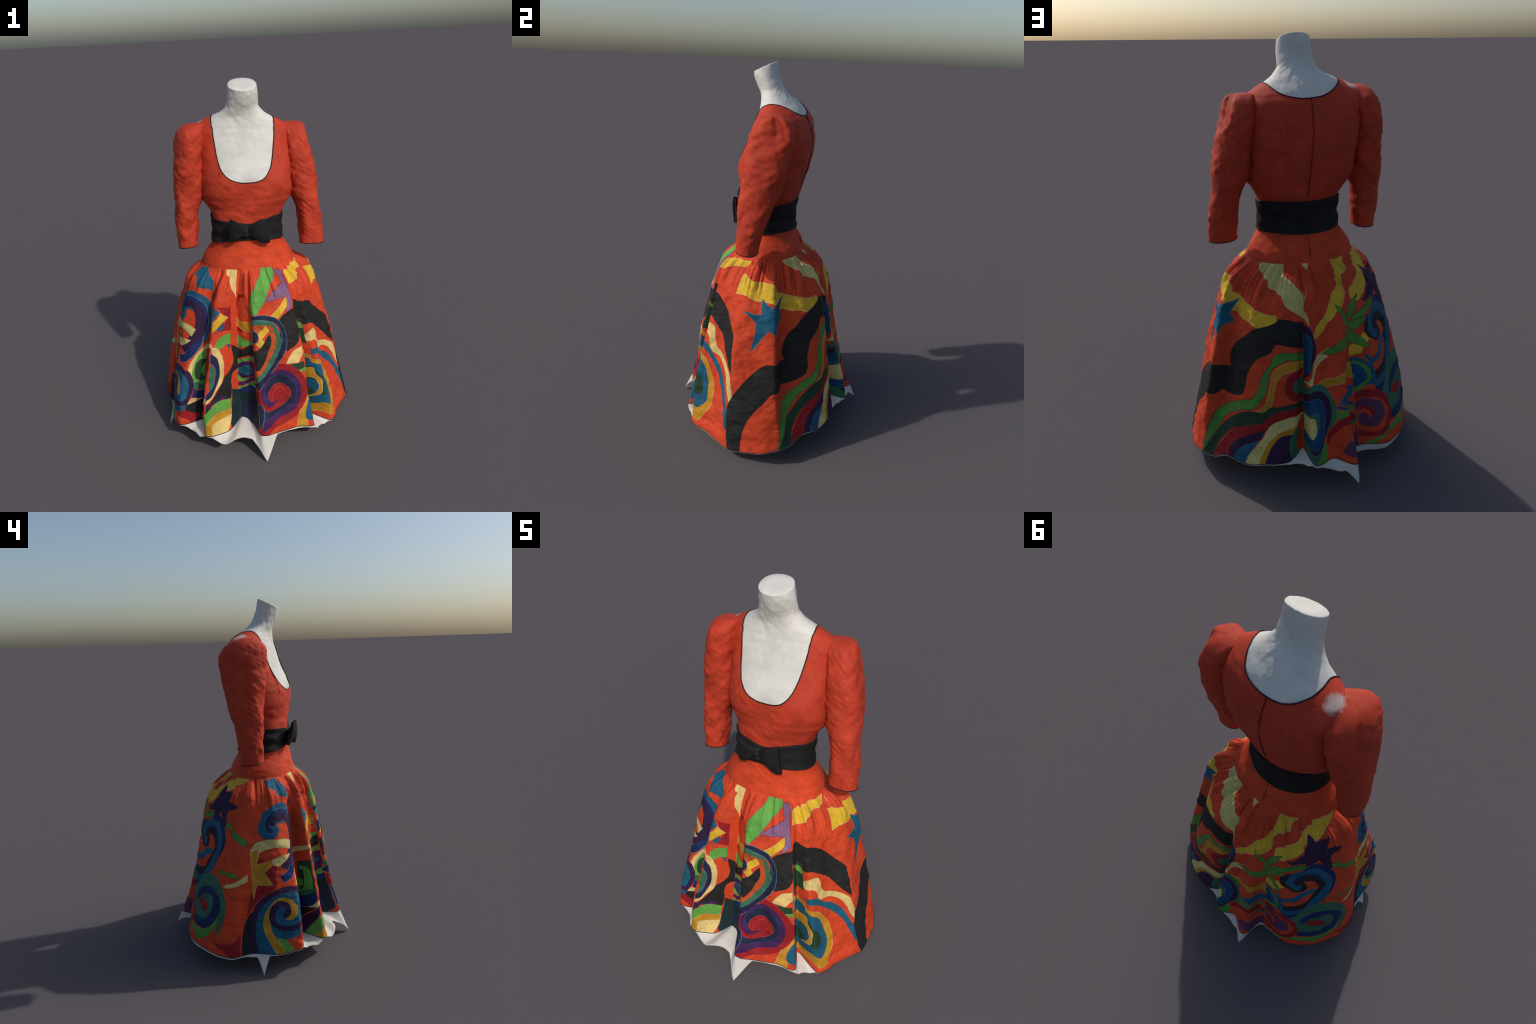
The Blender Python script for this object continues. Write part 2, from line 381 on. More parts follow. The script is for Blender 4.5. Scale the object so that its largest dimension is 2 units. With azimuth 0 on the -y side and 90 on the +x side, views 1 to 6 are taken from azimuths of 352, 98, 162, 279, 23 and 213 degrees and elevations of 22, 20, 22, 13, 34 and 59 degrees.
    patch('painted_stripe', 'gold', [
        (38.5, 0.340, 'c'), (38.8, 0.282), (38.8, 0.237), (29.6, 0.242), (27.6, 0.202), (27.8, 0.153, 'c'), (26.9, 0.099, 'c'), (19.2, 0.116, 'c'),
        (21.3, 0.168), (23.9, 0.224), (27.8, 0.250), (31.5, 0.293)
    ], 'tan')
    patch('painted_stripe', 'teal', [
        (38.9, 0.246, 'c'), (39.1, 0.216), (39.6, 0.166), (31.1, 0.140, 'c'), (30.2, 0.143), (27.4, 0.161), (26.9, 0.179), (28.7, 0.233),
        (31.7, 0.264)
    ])
    patch('painted_patch', 'teal', [
        (316.7, 0.859, 'c'), (322.7, 0.829, 'c'), (317.4, 0.777, 'c'), (316.5, 0.818)
    ])
    patch('painted_patch', 'crimson', [
        (320.5, 0.856, 'c'), (326.0, 0.852), (329.4, 0.846, 'c'), (329.6, 0.715, 'c'), (326.5, 0.722), (323.0, 0.717, 'c'), (326.0, 0.760),
        (328.1, 0.794, 'c'), (323.7, 0.828, 'c')
    ])
    patch('painted_patch', 'yellow', [
        (323.2, 0.827, 'c'), (328.3, 0.795, 'c'), (324.8, 0.775), (320.6, 0.739), (317.6, 0.715, 'c'), (317.8, 0.774, 'c'), (321.4, 0.797)
    ], 'tan')
    patch('painted_patch', 'teal', [
        (325.6, 0.770, 'c'), (326.0, 0.760), (322.7, 0.719, 'c'), (320.8, 0.738, 'c')
    ])
    patch('painted_patch', 'cream', [
        (318.0, 1.036, 'c'), (321.4, 1.040), (332.8, 1.040, 'c'), (332.8, 1.013), (332.8, 0.949), (332.8, 0.859, 'c'), (332.8, 0.870), (329.6, 0.933),
        (326.2, 0.979), (321.6, 1.008)
    ])
    patch('painted_patch', 'green', [
        (320.9, 0.668, 'c'), (324.6, 0.697), (329.1, 0.703, 'c'), (328.9, 0.639, 'c'), (326.2, 0.639), (322.6, 0.616, 'c'), (320.3, 0.644, 'c')
    ])
    patch('painted_patch', 'teal', [
        (326.5, 0.639, 'c'), (328.8, 0.635, 'c'), (328.3, 0.604, 'c')
    ])
    patch('painted_swirl', 'darkgreen', [
        (311.0, 0.550, 'c'), (316.1, 0.570), (316.1, 0.507), (315.8, 0.432), (316.0, 0.390), (313.1, 0.360), (309.9, 0.330, 'c')
    ])
    band('painted_swirl', 'green', [
        (311.5, 0.519, 0.0100), (313.5, 0.518, 0.0107), (314.0, 0.487, 0.0111), (313.5, 0.438, 0.0110), (312.4, 0.395, 0.0112), (310.1, 0.363, 0.0118)
    ])
    patch('painted_patch', 'green', [
        (310.5, 0.456), (311.4, 0.456), (311.7, 0.441), (310.9, 0.416), (310.0, 0.413)
    ])
    patch('painted_patch', 'blue', [
        (309.9, 0.326, 'c'), (316.4, 0.382, 'c'), (315.7, 0.340), (312.3, 0.306), (309.5, 0.281, 'c')
    ])
    patch('painted_patch', 'cream', [
        (309.7, 0.274, 'c'), (312.3, 0.306), (316.3, 0.352, 'c'), (316.4, 0.328), (313.1, 0.293), (309.2, 0.238, 'c')
    ], 'tan')
    patch('painted_patch', 'purple', [
        (309.4, 0.231, 'c'), (316.4, 0.326, 'c'), (316.3, 0.290), (313.6, 0.222), (309.0, 0.120, 'c')
    ])
    patch('painted_stripe', 'green', [
        (308.5, 0.096, 'c'), (313.6, 0.222), (315.9, 0.268, 'c'), (316.2, 0.215), (314.5, 0.113, 'c')
    ])
    patch('painted_swirl', 'cream', [
        (317.8, 0.660, 'c'), (305.3, 0.603), (303.4, 0.577), (301.8, 0.545), (300.9, 0.512), (300.9, 0.474), (301.7, 0.442), (302.7, 0.412, 'c'),
        (302.3, 0.462), (302.4, 0.505), (303.2, 0.541), (304.7, 0.568), (318.5, 0.645, 'c')
    ], 'tan')
    patch('painted_swirl', 'green', [
        (306.2, 0.571, 'c'), (304.7, 0.568), (302.8, 0.531), (302.3, 0.476), (302.6, 0.418), (303.8, 0.374), (316.0, 0.408, 'c'), (305.8, 0.383, 'c'),
        (305.7, 0.488, 'c'), (306.1, 0.553, 'c')
    ])
    band('painted_swirl', 'darkgreen', [
        (305.5, 0.523, 0.0110), (304.4, 0.506, 0.0108), (303.9, 0.483, 0.0083), (303.8, 0.449, 0.0067), (304.3, 0.418, 0.0076), (305.5, 0.398, 0.0086)
    ])
    band('painted_swirl', 'seagreen', [
        (303.0, 0.390, 0.0080), (304.3, 0.354, 0.0098), (315.5, 0.409, 0.0077)
    ])
    patch('painted_patch', 'blue', [
        (303.0, 0.354, 'c'), (304.4, 0.335), (315.7, 0.402, 'c'), (315.5, 0.357, 'c'), (304.5, 0.286), (302.7, 0.305, 'c')
    ])
    patch('painted_patch', 'cream', [
        (302.6, 0.299, 'c'), (305.6, 0.278, 'c'), (315.4, 0.316, 'c'), (304.6, 0.243), (301.8, 0.267, 'c')
    ], 'tan')
    patch('painted_patch', 'black', [
        (301.7, 0.264, 'c'), (314.8, 0.312, 'c'), (305.6, 0.187, 'c'), (304.6, 0.193), (301.1, 0.234, 'c')
    ])
    patch('painted_patch', 'crimson', [
        (296.4, 0.205, 'c'), (300.9, 0.235), (302.9, 0.209), (304.9, 0.190, 'c'), (303.9, 0.153), (303.2, 0.133, 'c'), (301.6, 0.175)
    ])
    patch('painted_patch', 'night', [
        (304.9, 0.189, 'c'), (305.6, 0.187, 'c'), (305.5, 0.094, 'c'), (304.5, 0.120), (303.8, 0.142, 'c')
    ])
    patch('painted_swirl', 'seagreen', [
        (318.6, 0.548, 'c'), (320.4, 0.527), (321.4, 0.499), (320.7, 0.454), (320.3, 0.406), (318.8, 0.384, 'c'), (318.3, 0.442), (318.0, 0.505)
    ])
    patch('painted_swirl', 'navy', [
        (317.9, 0.603, 'c'), (321.2, 0.584), (322.7, 0.537), (323.2, 0.486), (322.2, 0.430), (321.3, 0.391), (319.7, 0.355), (317.1, 0.339, 'c'),
        (317.4, 0.374, 'c'), (320.2, 0.407), (321.0, 0.453), (321.4, 0.499), (320.1, 0.536), (318.4, 0.552, 'c')
    ], 'blueline')
    patch('painted_swirl', 'cream', [
        (318.5, 0.642, 'c'), (321.0, 0.635), (323.5, 0.589), (324.8, 0.534), (324.8, 0.477), (324.4, 0.429), (321.8, 0.384), (320.5, 0.352),
        (317.3, 0.317, 'c'), (317.1, 0.335, 'c'), (319.7, 0.355), (321.3, 0.391), (322.5, 0.429), (323.2, 0.486), (322.7, 0.537), (321.2, 0.584),
        (317.9, 0.610, 'c')
    ], 'tan')
    patch('painted_patch', 'purple', [
        (317.3, 0.314, 'c'), (321.2, 0.328), (323.4, 0.328), (324.5, 0.318), (320.6, 0.310), (319.2, 0.275), (317.5, 0.265, 'c')
    ])
    patch('painted_patch', 'violet', [
        (323.4, 0.347, 'c'), (326.6, 0.332, 'c'), (326.8, 0.310, 'c'), (323.4, 0.327, 'c')
    ])
    patch('painted_stripe', 'green', [
        (306.2, 0.087, 'c'), (316.8, 0.256), (319.9, 0.291), (323.2, 0.319), (326.3, 0.312), (328.5, 0.307, 'c'), (328.9, 0.253, 'c'), (326.2, 0.251),
        (323.2, 0.257), (320.9, 0.235), (318.3, 0.190, 'c')
    ])
    patch('painted_stripe', 'gold', [
        (306.2, 0.063, 'c'), (318.3, 0.194), (320.9, 0.235), (323.2, 0.253), (326.2, 0.249), (329.3, 0.251, 'c'), (329.5, 0.215, 'c'), (325.3, 0.213),
        (322.1, 0.201), (321.5, 0.130, 'c'), (318.8, 0.107, 'c')
    ], 'tan')
    patch('painted_stripe', 'cream', [
        (321.5, 0.130, 'c'), (322.4, 0.200), (325.3, 0.213), (329.7, 0.214, 'c'), (329.8, 0.183), (328.3, 0.103, 'c'), (324.6, 0.119)
    ], 'tan')
    patch('painted_patch', 'teal', [
        (282.4, 1.015, 'c'), (294.4, 1.027), (295.5, 1.027, 'c'), (301.1, 1.002), (308.2, 0.966, 'c'), (308.0, 0.887), (306.8, 0.859, 'c'),
        (310.2, 0.897), (299.0, 0.939), (294.6, 0.951), (291.8, 0.975), (287.2, 0.987, 'c')
    ])
    patch('painted_swirl', 'teal', [
        (306.7, 0.854, 'c'), (307.6, 0.801), (307.6, 0.726), (305.7, 0.636, 'c'), (302.3, 0.600, 'c'), (303.1, 0.667, 'c'), (303.2, 0.806),
        (296.0, 0.809), (289.9, 0.803, 'c'), (291.2, 0.794), (291.4, 0.770), (289.1, 0.744), (285.0, 0.734), (279.7, 0.739), (276.6, 0.764),
        (276.2, 0.795), (278.2, 0.827), (279.8, 0.862), (284.5, 0.888), (291.1, 0.911), (298.3, 0.909), (300.4, 0.903), (303.5, 0.883)
    ])
    patch('painted_swirl', 'orange', [
        (301.0, 0.737, 'c'), (300.9, 0.706), (300.0, 0.669), (297.8, 0.640), (293.0, 0.612, 'c'), (295.6, 0.663, 'c'), (294.6, 0.735), (289.4, 0.737),
        (291.4, 0.770), (291.2, 0.794), (289.9, 0.803, 'c'), (292.7, 0.810), (299.1, 0.807), (296.6, 0.809), (300.1, 0.780)
    ])
    band('painted_swirl', 'blue', [
        (287.6, 0.777, 0.0159), (284.0, 0.781, 0.0160), (283.1, 0.811, 0.0136), (286.0, 0.843, 0.0152), (291.3, 0.867, 0.0154), (299.0, 0.858, 0.0162),
        (303.2, 0.813, 0.0143), (304.6, 0.768, 0.0112), (304.2, 0.712, 0.0119), (302.8, 0.654, 0.0130), (301.0, 0.596, 0.0183), (296.9, 0.540, 0.0215),
        (291.0, 0.516, 0.0215)
    ], 'lightblue')
    band('painted_swirl', 'purple', [
        (287.0, 0.800, 0.0143), (287.7, 0.826, 0.0162), (292.0, 0.842, 0.0182), (295.0, 0.842, 0.0189), (300.2, 0.817, 0.0198), (302.1, 0.772, 0.0194),
        (302.4, 0.728, 0.0192), (301.1, 0.672, 0.0224), (298.0, 0.626, 0.0236), (293.4, 0.576, 0.0216), (293.0, 0.570, 0.0162)
    ])
    patch('painted_stripe', 'palecream', [
        (270.7, 0.677, 'c'), (273.7, 0.706), (280.5, 0.727), (287.1, 0.730), (296.7, 0.721), (300.6, 0.706, 'c'), (299.2, 0.666, 'c'), (295.9, 0.676),
        (286.9, 0.686), (280.3, 0.675), (276.5, 0.659, 'c'), (275.2, 0.592), (271.3, 0.592, 'c')
    ], 'tan')
    patch('painted_patch', 'crimson', [
        (276.4, 0.638, 'c'), (280.0, 0.621), (275.0, 0.595, 'c')
    ])
    patch('painted_patch', 'crimson', [
        (284.9, 0.590, 'c'), (287.4, 0.589), (286.6, 0.526, 'c'), (283.7, 0.524), (279.8, 0.555, 'c')
    ])
    patch('painted_patch', 'crimson', [
        (274.8, 0.486, 'c'), (284.5, 0.523), (287.5, 0.523, 'c'), (286.6, 0.481), (284.1, 0.458), (277.3, 0.418), (271.9, 0.367), (268.3, 0.313, 'c'),
        (270.0, 0.416, 'c')
    ])
    patch('painted_star', 'gold', [
        (271.4, 0.667, 'c'), (276.5, 0.681, 'c'), (276.0, 0.645), (275.0, 0.595, 'c'), (284.2, 0.617, 'c'), (286.3, 0.610, 'c'), (279.8, 0.555, 'c'),
        (284.9, 0.494, 'c'), (274.8, 0.488, 'c'), (272.4, 0.404, 'c'), (272.1, 0.478), (271.6, 0.538, 'c'), (271.4, 0.602)
    ], 'tan')
    patch('painted_patch', 'palecream', [
        (298.9, 0.643, 'c'), (291.3, 0.640), (285.1, 0.621, 'c'), (286.2, 0.597), (288.2, 0.589), (290.9, 0.593, 'c'), (294.7, 0.611)
    ], 'tan')
    patch('painted_patch', 'night', [
        (269.8, 0.328, 'c'), (271.8, 0.338), (270.8, 0.277), (270.8, 0.186), (272.6, 0.088, 'c'), (265.3, 0.094, 'c'), (266.2, 0.229), (268.0, 0.296)
    ])
    patch('painted_swirl', 'purple', [
        (289.7, 0.474), (284.1, 0.455), (278.9, 0.423), (274.4, 0.386), (271.8, 0.338), (270.8, 0.277), (270.8, 0.186), (272.6, 0.088, 'c'),
        (276.7, 0.091, 'c'), (286.4, 0.181, 'c'), (300.1, 0.262), (301.7, 0.264, 'c'), (302.6, 0.321), (303.0, 0.382), (302.5, 0.423), (300.0, 0.475),
        (297.9, 0.474), (295.5, 0.478)
    ])
    patch('painted_swirl', 'teal', [
        (286.0, 0.107, 'c'), (276.7, 0.091, 'c'), (274.6, 0.142), (273.6, 0.222), (274.2, 0.285), (276.3, 0.348), (280.0, 0.393), (283.9, 0.423),
        (288.6, 0.442), (294.1, 0.446), (298.3, 0.434), (293.9, 0.456), (299.8, 0.441), (301.8, 0.390), (301.6, 0.336), (300.4, 0.293), (298.1, 0.287),
        (298.6, 0.251, 'c'), (297.6, 0.216), (295.9, 0.209), (290.6, 0.200, 'c'), (286.5, 0.210, 'c')
    ])
    band('painted_swirl', 'gold', [
        (288.8, 0.111, 0.0230), (284.9, 0.174, 0.0191), (282.3, 0.212, 0.0174), (280.5, 0.263, 0.0161), (280.6, 0.302, 0.0147), (282.1, 0.352, 0.0094),
        (284.5, 0.385, 0.0066), (287.6, 0.409, 0.0093), (291.1, 0.414, 0.0093), (294.7, 0.399, 0.0125), (296.4, 0.372, 0.0143), (296.1, 0.339, 0.0146),
        (293.9, 0.315, 0.0114), (292.1, 0.308, 0.0049)
    ], 'tan')
    band('painted_swirl', 'purple', [
        (290.4, 0.323, 0.0115), (292.2, 0.337, 0.0131), (293.0, 0.362, 0.0130), (291.9, 0.387, 0.0132), (289.0, 0.392, 0.0148), (285.5, 0.372, 0.0149),
        (283.9, 0.335, 0.0140), (283.7, 0.303, 0.0139), (285.4, 0.278, 0.0139), (288.9, 0.264, 0.0138), (293.1, 0.259, 0.0137), (297.4, 0.267, 0.0146),
        (299.6, 0.283, 0.0098)
    ])
    patch('painted_patch', 'green', [
        (285.8, 0.210, 'c'), (290.6, 0.198), (293.2, 0.169), (295.1, 0.132, 'c'), (290.3, 0.127, 'c')
    ])
    patch('painted_patch', 'teal', [
        (301.9, 0.265, 'c'), (300.9, 0.235, 'c'), (296.8, 0.210, 'c'), (298.3, 0.255, 'c')
    ])
    patch('painted_patch', 'crimson', [
        (248.0, 0.159, 'c'), (256.3, 0.169), (261.6, 0.186), (264.9, 0.225, 'c'), (264.9, 0.098, 'c'), (260.9, 0.096), (254.4, 0.132)
    ])
    patch('painted_stripe', 'shadegreen', [
        (217.3, 0.823, 'c'), (237.2, 0.841, 'c'), (234.7, 0.815, 'c'), (217.9, 0.800, 'c')
    ], 'forest')
    patch('painted_stripe', 'yellow', [
        (246.5, 1.022, 'c'), (251.1, 1.023), (256.6, 1.026), (261.7, 1.023), (268.0, 1.026, 'c'), (264.8, 1.017), (259.6, 0.999, 'c'),
        (253.0, 0.992, 'c'), (251.6, 0.973, 'c'), (245.1, 0.963, 'c'), (242.7, 0.961), (241.5, 0.972), (239.4, 0.989, 'c'), (237.5, 0.982),
        (235.7, 0.959, 'c'), (230.9, 0.916), (228.2, 0.900), (221.4, 0.879), (214.1, 0.865), (210.3, 0.875, 'c'), (210.5, 0.911, 'c'), (216.4, 0.936),
        (223.5, 0.946), (230.7, 0.970, 'c'), (234.2, 0.988, 'c'), (240.3, 1.006), (245.4, 1.008, 'c')
    ], 'tan')
    patch('painted_star', 'purple', [
        (239.1, 0.989, 'c'), (241.5, 0.972), (243.0, 0.953, 'c'), (248.2, 0.959), (251.0, 0.955), (254.0, 0.976, 'c'), (251.4, 0.933),
        (249.1, 0.908, 'c'), (253.6, 0.913), (260.6, 0.893, 'c'), (256.9, 0.878), (252.1, 0.870), (250.4, 0.847, 'c'), (251.1, 0.810),
        (251.8, 0.785, 'c'), (248.3, 0.790), (245.7, 0.813), (243.1, 0.852, 'c'), (240.0, 0.835), (235.7, 0.832, 'c'), (232.8, 0.826),
        (233.9, 0.851, 'c'), (228.1, 0.840), (224.5, 0.839), (219.3, 0.862, 'c'), (225.0, 0.864), (229.6, 0.894), (233.9, 0.916), (235.4, 0.945)
    ])
    patch('painted_swirl', 'deepblue', [
        (215.1, 0.759, 'c'), (221.0, 0.777), (226.4, 0.780), (231.7, 0.803), (235.7, 0.830), (240.5, 0.830), (243.6, 0.826), (246.9, 0.801),
        (250.4, 0.773), (251.9, 0.730), (251.5, 0.678), (248.7, 0.633), (245.0, 0.579), (241.3, 0.534), (238.3, 0.528), (233.3, 0.468),
        (227.7, 0.403, 'c'), (226.2, 0.404), (220.7, 0.389, 'c'), (216.6, 0.432, 'c'), (218.3, 0.468), (232.1, 0.598), (223.0, 0.664)
    ])
    patch('painted_patch', 'orange', [
        (231.1, 0.718, 'c'), (236.7, 0.711), (239.2, 0.694), (241.1, 0.658, 'c'), (236.6, 0.593), (232.1, 0.537), (228.5, 0.523), (218.3, 0.513, 'c'),
        (216.4, 0.556, 'c'), (213.9, 0.593, 'c'), (215.1, 0.639), (224.8, 0.644), (229.0, 0.639), (232.2, 0.647), (233.6, 0.679, 'c')
    ])
    band('painted_swirl', 'teal', [
        (229.5, 0.669, 0.0160), (225.4, 0.679, 0.0161), (221.8, 0.713, 0.0180), (223.5, 0.746, 0.0162), (229.3, 0.776, 0.0161), (235.6, 0.785, 0.0160),
        (241.3, 0.774, 0.0169), (245.6, 0.733, 0.0180), (246.7, 0.703, 0.0189), (245.2, 0.647, 0.0179), (241.6, 0.579, 0.0192), (237.1, 0.521, 0.0194),
        (231.9, 0.470, 0.0161), (226.3, 0.457, 0.0143), (224.9, 0.458, 0.0144), (219.2, 0.449, 0.0138), (216.1, 0.464, 0.0128), (216.8, 0.522, 0.0091),
        (214.7, 0.587, 0.0091), (213.2, 0.607, 0.0066)
    ], 'seablue')
    patch('painted_swirl', 'black', [
        (215.0, 0.759, 'c'), (220.3, 0.749), (218.9, 0.720), (221.6, 0.685), (224.8, 0.662), (227.6, 0.650), (229.3, 0.663), (229.5, 0.691),
        (227.7, 0.695), (225.1, 0.719, 'c'), (230.2, 0.742), (237.0, 0.750), (241.8, 0.723), (245.2, 0.695, 'c'), (244.4, 0.668), (240.8, 0.613),
        (236.5, 0.561), (231.9, 0.511), (227.6, 0.478), (223.2, 0.488), (218.2, 0.464, 'c'), (218.1, 0.512, 'c'), (222.7, 0.519), (228.5, 0.523),
        (232.1, 0.537), (236.1, 0.594), (240.3, 0.639), (241.3, 0.666), (239.1, 0.699), (236.7, 0.714), (231.2, 0.719, 'c'), (233.6, 0.679),
        (232.2, 0.647), (229.0, 0.639), (224.8, 0.644), (221.6, 0.666), (217.8, 0.684), (215.5, 0.718)
    ])
    patch('painted_stripe', 'teal', [
        (213.9, 0.593, 'c'), (217.2, 0.586), (223.1, 0.589), (227.6, 0.616), (232.1, 0.641), (240.7, 0.641, 'c'), (238.1, 0.619), (232.1, 0.598),
        (225.3, 0.557), (220.0, 0.553), (216.4, 0.556, 'c')
    ])
    patch('painted_swirl', 'seagreen', [
        (221.5, 0.282, 'c'), (197.4, 0.254), (222.8, 0.401), (229.4, 0.454), (231.9, 0.486), (240.9, 0.520), (247.5, 0.519), (252.0, 0.486),
        (254.8, 0.430), (256.2, 0.374), (256.0, 0.326), (253.9, 0.262), (252.5, 0.227), (249.7, 0.206, 'c'), (250.8, 0.274), (251.3, 0.317),
        (247.2, 0.300), (241.7, 0.279), (234.0, 0.257), (226.0, 0.266)
    ])
    patch('painted_swirl', 'shadegreen', [
        (198.8, 0.107, 'c'), (225.3, 0.194), (231.7, 0.200), (238.1, 0.207), (245.3, 0.249), (251.3, 0.317, 'c'), (250.6, 0.274), (247.7, 0.227),
        (242.8, 0.178), (238.2, 0.148), (234.3, 0.146, 'c'), (232.3, 0.167), (225.6, 0.167), (199.0, 0.078, 'c')
    ])
    band('painted_swirl', 'deepblue', [
        (229.8, 0.351, 0.0072), (231.0, 0.380, 0.0180), (237.6, 0.422, 0.0205), (245.2, 0.433, 0.0204), (249.0, 0.409, 0.0207), (250.1, 0.371, 0.0205),
        (248.7, 0.326, 0.0215), (245.1, 0.277, 0.0234), (239.1, 0.241, 0.0257), (232.3, 0.237, 0.0246), (224.5, 0.244, 0.0165), (220.1, 0.249, 0.0094)
    ])
    patch('painted_patch', 'crimson', [
        (230.7, 0.350, 'c'), (233.3, 0.367), (239.3, 0.364), (242.9, 0.354), (242.8, 0.329), (240.2, 0.314), (236.3, 0.319)
    ])
    patch('painted_stripe', 'shadegreen', [
        (250.2, 0.812, 'c'), (256.5, 0.799, 'c'), (257.0, 0.780), (262.9, 0.752), (268.4, 0.723, 'c'), (267.9, 0.687, 'c'), (263.5, 0.709),
        (257.3, 0.747), (256.1, 0.770), (251.0, 0.786, 'c')
    ], 'forest')
    patch('painted_stripe', 'shadegreen', [
        (250.5, 0.562, 'c'), (254.9, 0.557), (260.7, 0.553, 'c'), (263.8, 0.524, 'c'), (260.7, 0.525), (255.9, 0.538), (248.9, 0.539, 'c')
    ], 'forest')
    patch('painted_stripe', 'palecream', [
        (253.4, 0.474, 'c'), (254.6, 0.486), (259.6, 0.501), (265.1, 0.526), (269.0, 0.549, 'c'), (268.9, 0.509, 'c'), (265.8, 0.498), (260.9, 0.481),
        (255.7, 0.473)
    ])
    patch('painted_stripe', 'yellow', [
        (33.1, 0.989, 'c'), (38.2, 0.992), (42.7, 0.996, 'c'), (43.5, 1.007, 'c'), (54.6, 1.012), (72.2, 1.016, 'c'), (68.0, 0.988, 'c'),
        (61.1, 0.989, 'c'), (50.5, 0.975), (46.2, 0.968), (40.2, 0.937), (36.6, 0.935, 'c'), (32.0, 0.943, 'c')
    ], 'tan')
    patch('painted_stripe', 'yellow', [
        (68.8, 0.961, 'c'), (78.0, 0.954), (85.9, 0.943), (92.4, 0.942), (100.3, 0.940), (102.4, 0.904), (108.3, 0.883), (119.3, 0.867),
        (133.6, 0.843), (145.0, 0.829), (145.0, 0.819, 'c'), (143.8, 0.801), (130.4, 0.778, 'c'), (122.3, 0.795), (116.2, 0.794), (110.1, 0.805),
        (104.1, 0.816), (101.2, 0.849), (93.8, 0.858), (86.5, 0.854), (78.2, 0.873), (66.7, 0.864, 'c')
    ], 'tan')
    patch('painted_star', 'teal', [
        (91.3, 0.870, 'c'), (94.4, 0.852), (99.2, 0.832, 'c'), (108.1, 0.876, 'c'), (105.0, 0.826), (104.2, 0.797, 'c'), (106.3, 0.774, 'c'),
        (106.0, 0.760), (103.3, 0.744), (102.5, 0.723), (102.3, 0.697, 'c'), (99.4, 0.712), (96.8, 0.718, 'c'), (93.4, 0.682), (90.6, 0.648),
        (85.3, 0.596, 'c'), (86.3, 0.640), (87.7, 0.697), (87.9, 0.743, 'c'), (84.8, 0.765), (81.4, 0.784), (77.1, 0.795, 'c'), (81.2, 0.797),
        (86.6, 0.790), (91.6, 0.793, 'c'), (91.1, 0.834)
    ], 'seablue')
    patch('painted_stripe', 'cream', [
        (39.3, 0.624, 'c'), (41.1, 0.648), (44.7, 0.660), (50.2, 0.644), (51.4, 0.621), (53.2, 0.567), (54.8, 0.550), (60.1, 0.533), (64.9, 0.516),
        (69.2, 0.490), (72.0, 0.466), (74.3, 0.409), (76.1, 0.339), (75.2, 0.300, 'c'), (72.4, 0.351), (70.3, 0.407), (68.2, 0.448), (64.2, 0.482),
        (59.8, 0.502), (55.2, 0.508), (50.3, 0.516, 'c'), (48.9, 0.542), (47.2, 0.583), (44.2, 0.601), (40.0, 0.594, 'c')
    ], 'tan')
    patch('painted_stripe', 'teal', [
        (40.4, 0.547, 'c'), (43.6, 0.553), (48.8, 0.532), (53.8, 0.488), (60.5, 0.461), (64.4, 0.431), (67.8, 0.394), (70.4, 0.340), (72.3, 0.292),
        (74.9, 0.234), (74.4, 0.146, 'c'), (71.2, 0.224), (69.6, 0.275), (67.2, 0.331), (63.7, 0.375), (60.5, 0.404), (53.3, 0.458), (48.8, 0.492),
        (43.3, 0.517), (40.7, 0.516, 'c')
    ])
    patch('painted_patch', 'darkgreen', [
        (31.4, 0.746, 'c'), (39.1, 0.724, 'c'), (39.5, 0.650), (39.6, 0.579, 'c'), (31.7, 0.588, 'c')
    ])
    patch('painted_patch', 'green', [
        (31.3, 0.741, 'c'), (36.4, 0.712), (39.1, 0.703, 'c'), (38.8, 0.670), (35.6, 0.683, 'c')
    ])
    patch('painted_swirl', 'gold', [
        (31.6, 0.580, 'c'), (37.6, 0.519), (39.5, 0.514), (40.5, 0.488), (43.1, 0.481), (48.8, 0.451), (52.6, 0.406), (57.7, 0.330), (58.6, 0.271),
        (57.8, 0.204), (55.2, 0.172), (52.5, 0.127), (50.0, 0.106), (46.0, 0.121), (44.7, 0.131), (43.1, 0.142), (40.8, 0.139), (33.2, 0.197, 'c'),
        (33.9, 0.301), (32.2, 0.480)
    ], 'tan')
    patch('painted_swirl', 'teal', [
        (31.8, 0.560, 'c'), (37.3, 0.496), (39.5, 0.488), (40.5, 0.464), (42.9, 0.458), (47.9, 0.421), (51.9, 0.343), (53.8, 0.280), (54.0, 0.233),
        (51.7, 0.204), (48.2, 0.179), (44.6, 0.199), (42.5, 0.211), (40.4, 0.194), (34.4, 0.209, 'c'), (33.0, 0.323)
    ])
    patch('painted_swirl', 'darkgreen', [
        (31.9, 0.486, 'c'), (38.1, 0.427), (40.0, 0.443), (40.9, 0.415), (43.2, 0.386), (47.6, 0.331), (49.6, 0.280), (48.5, 0.253), (44.4, 0.256),
        (42.3, 0.261), (41.5, 0.273), (41.3, 0.299), (37.2, 0.265), (32.4, 0.428, 'c')
    ])
    patch('painted_swirl', 'gold', [
        (32.2, 0.480, 'c'), (38.1, 0.421), (39.9, 0.434), (40.8, 0.393), (42.5, 0.359), (42.2, 0.330), (41.6, 0.277), (40.9, 0.262),
        (38.6, 0.237, 'c'), (39.9, 0.269), (41.0, 0.305), (40.9, 0.345), (40.3, 0.367), (38.9, 0.369), (37.2, 0.357), (32.4, 0.428, 'c')
    ], 'tan')
    patch('painted_swirl', 'teal', [
        (32.8, 0.418, 'c'), (38.1, 0.357), (39.8, 0.357), (40.9, 0.336), (40.8, 0.295), (39.5, 0.257), (38.7, 0.245, 'c'), (36.3, 0.220),
        (33.9, 0.301)
    ])
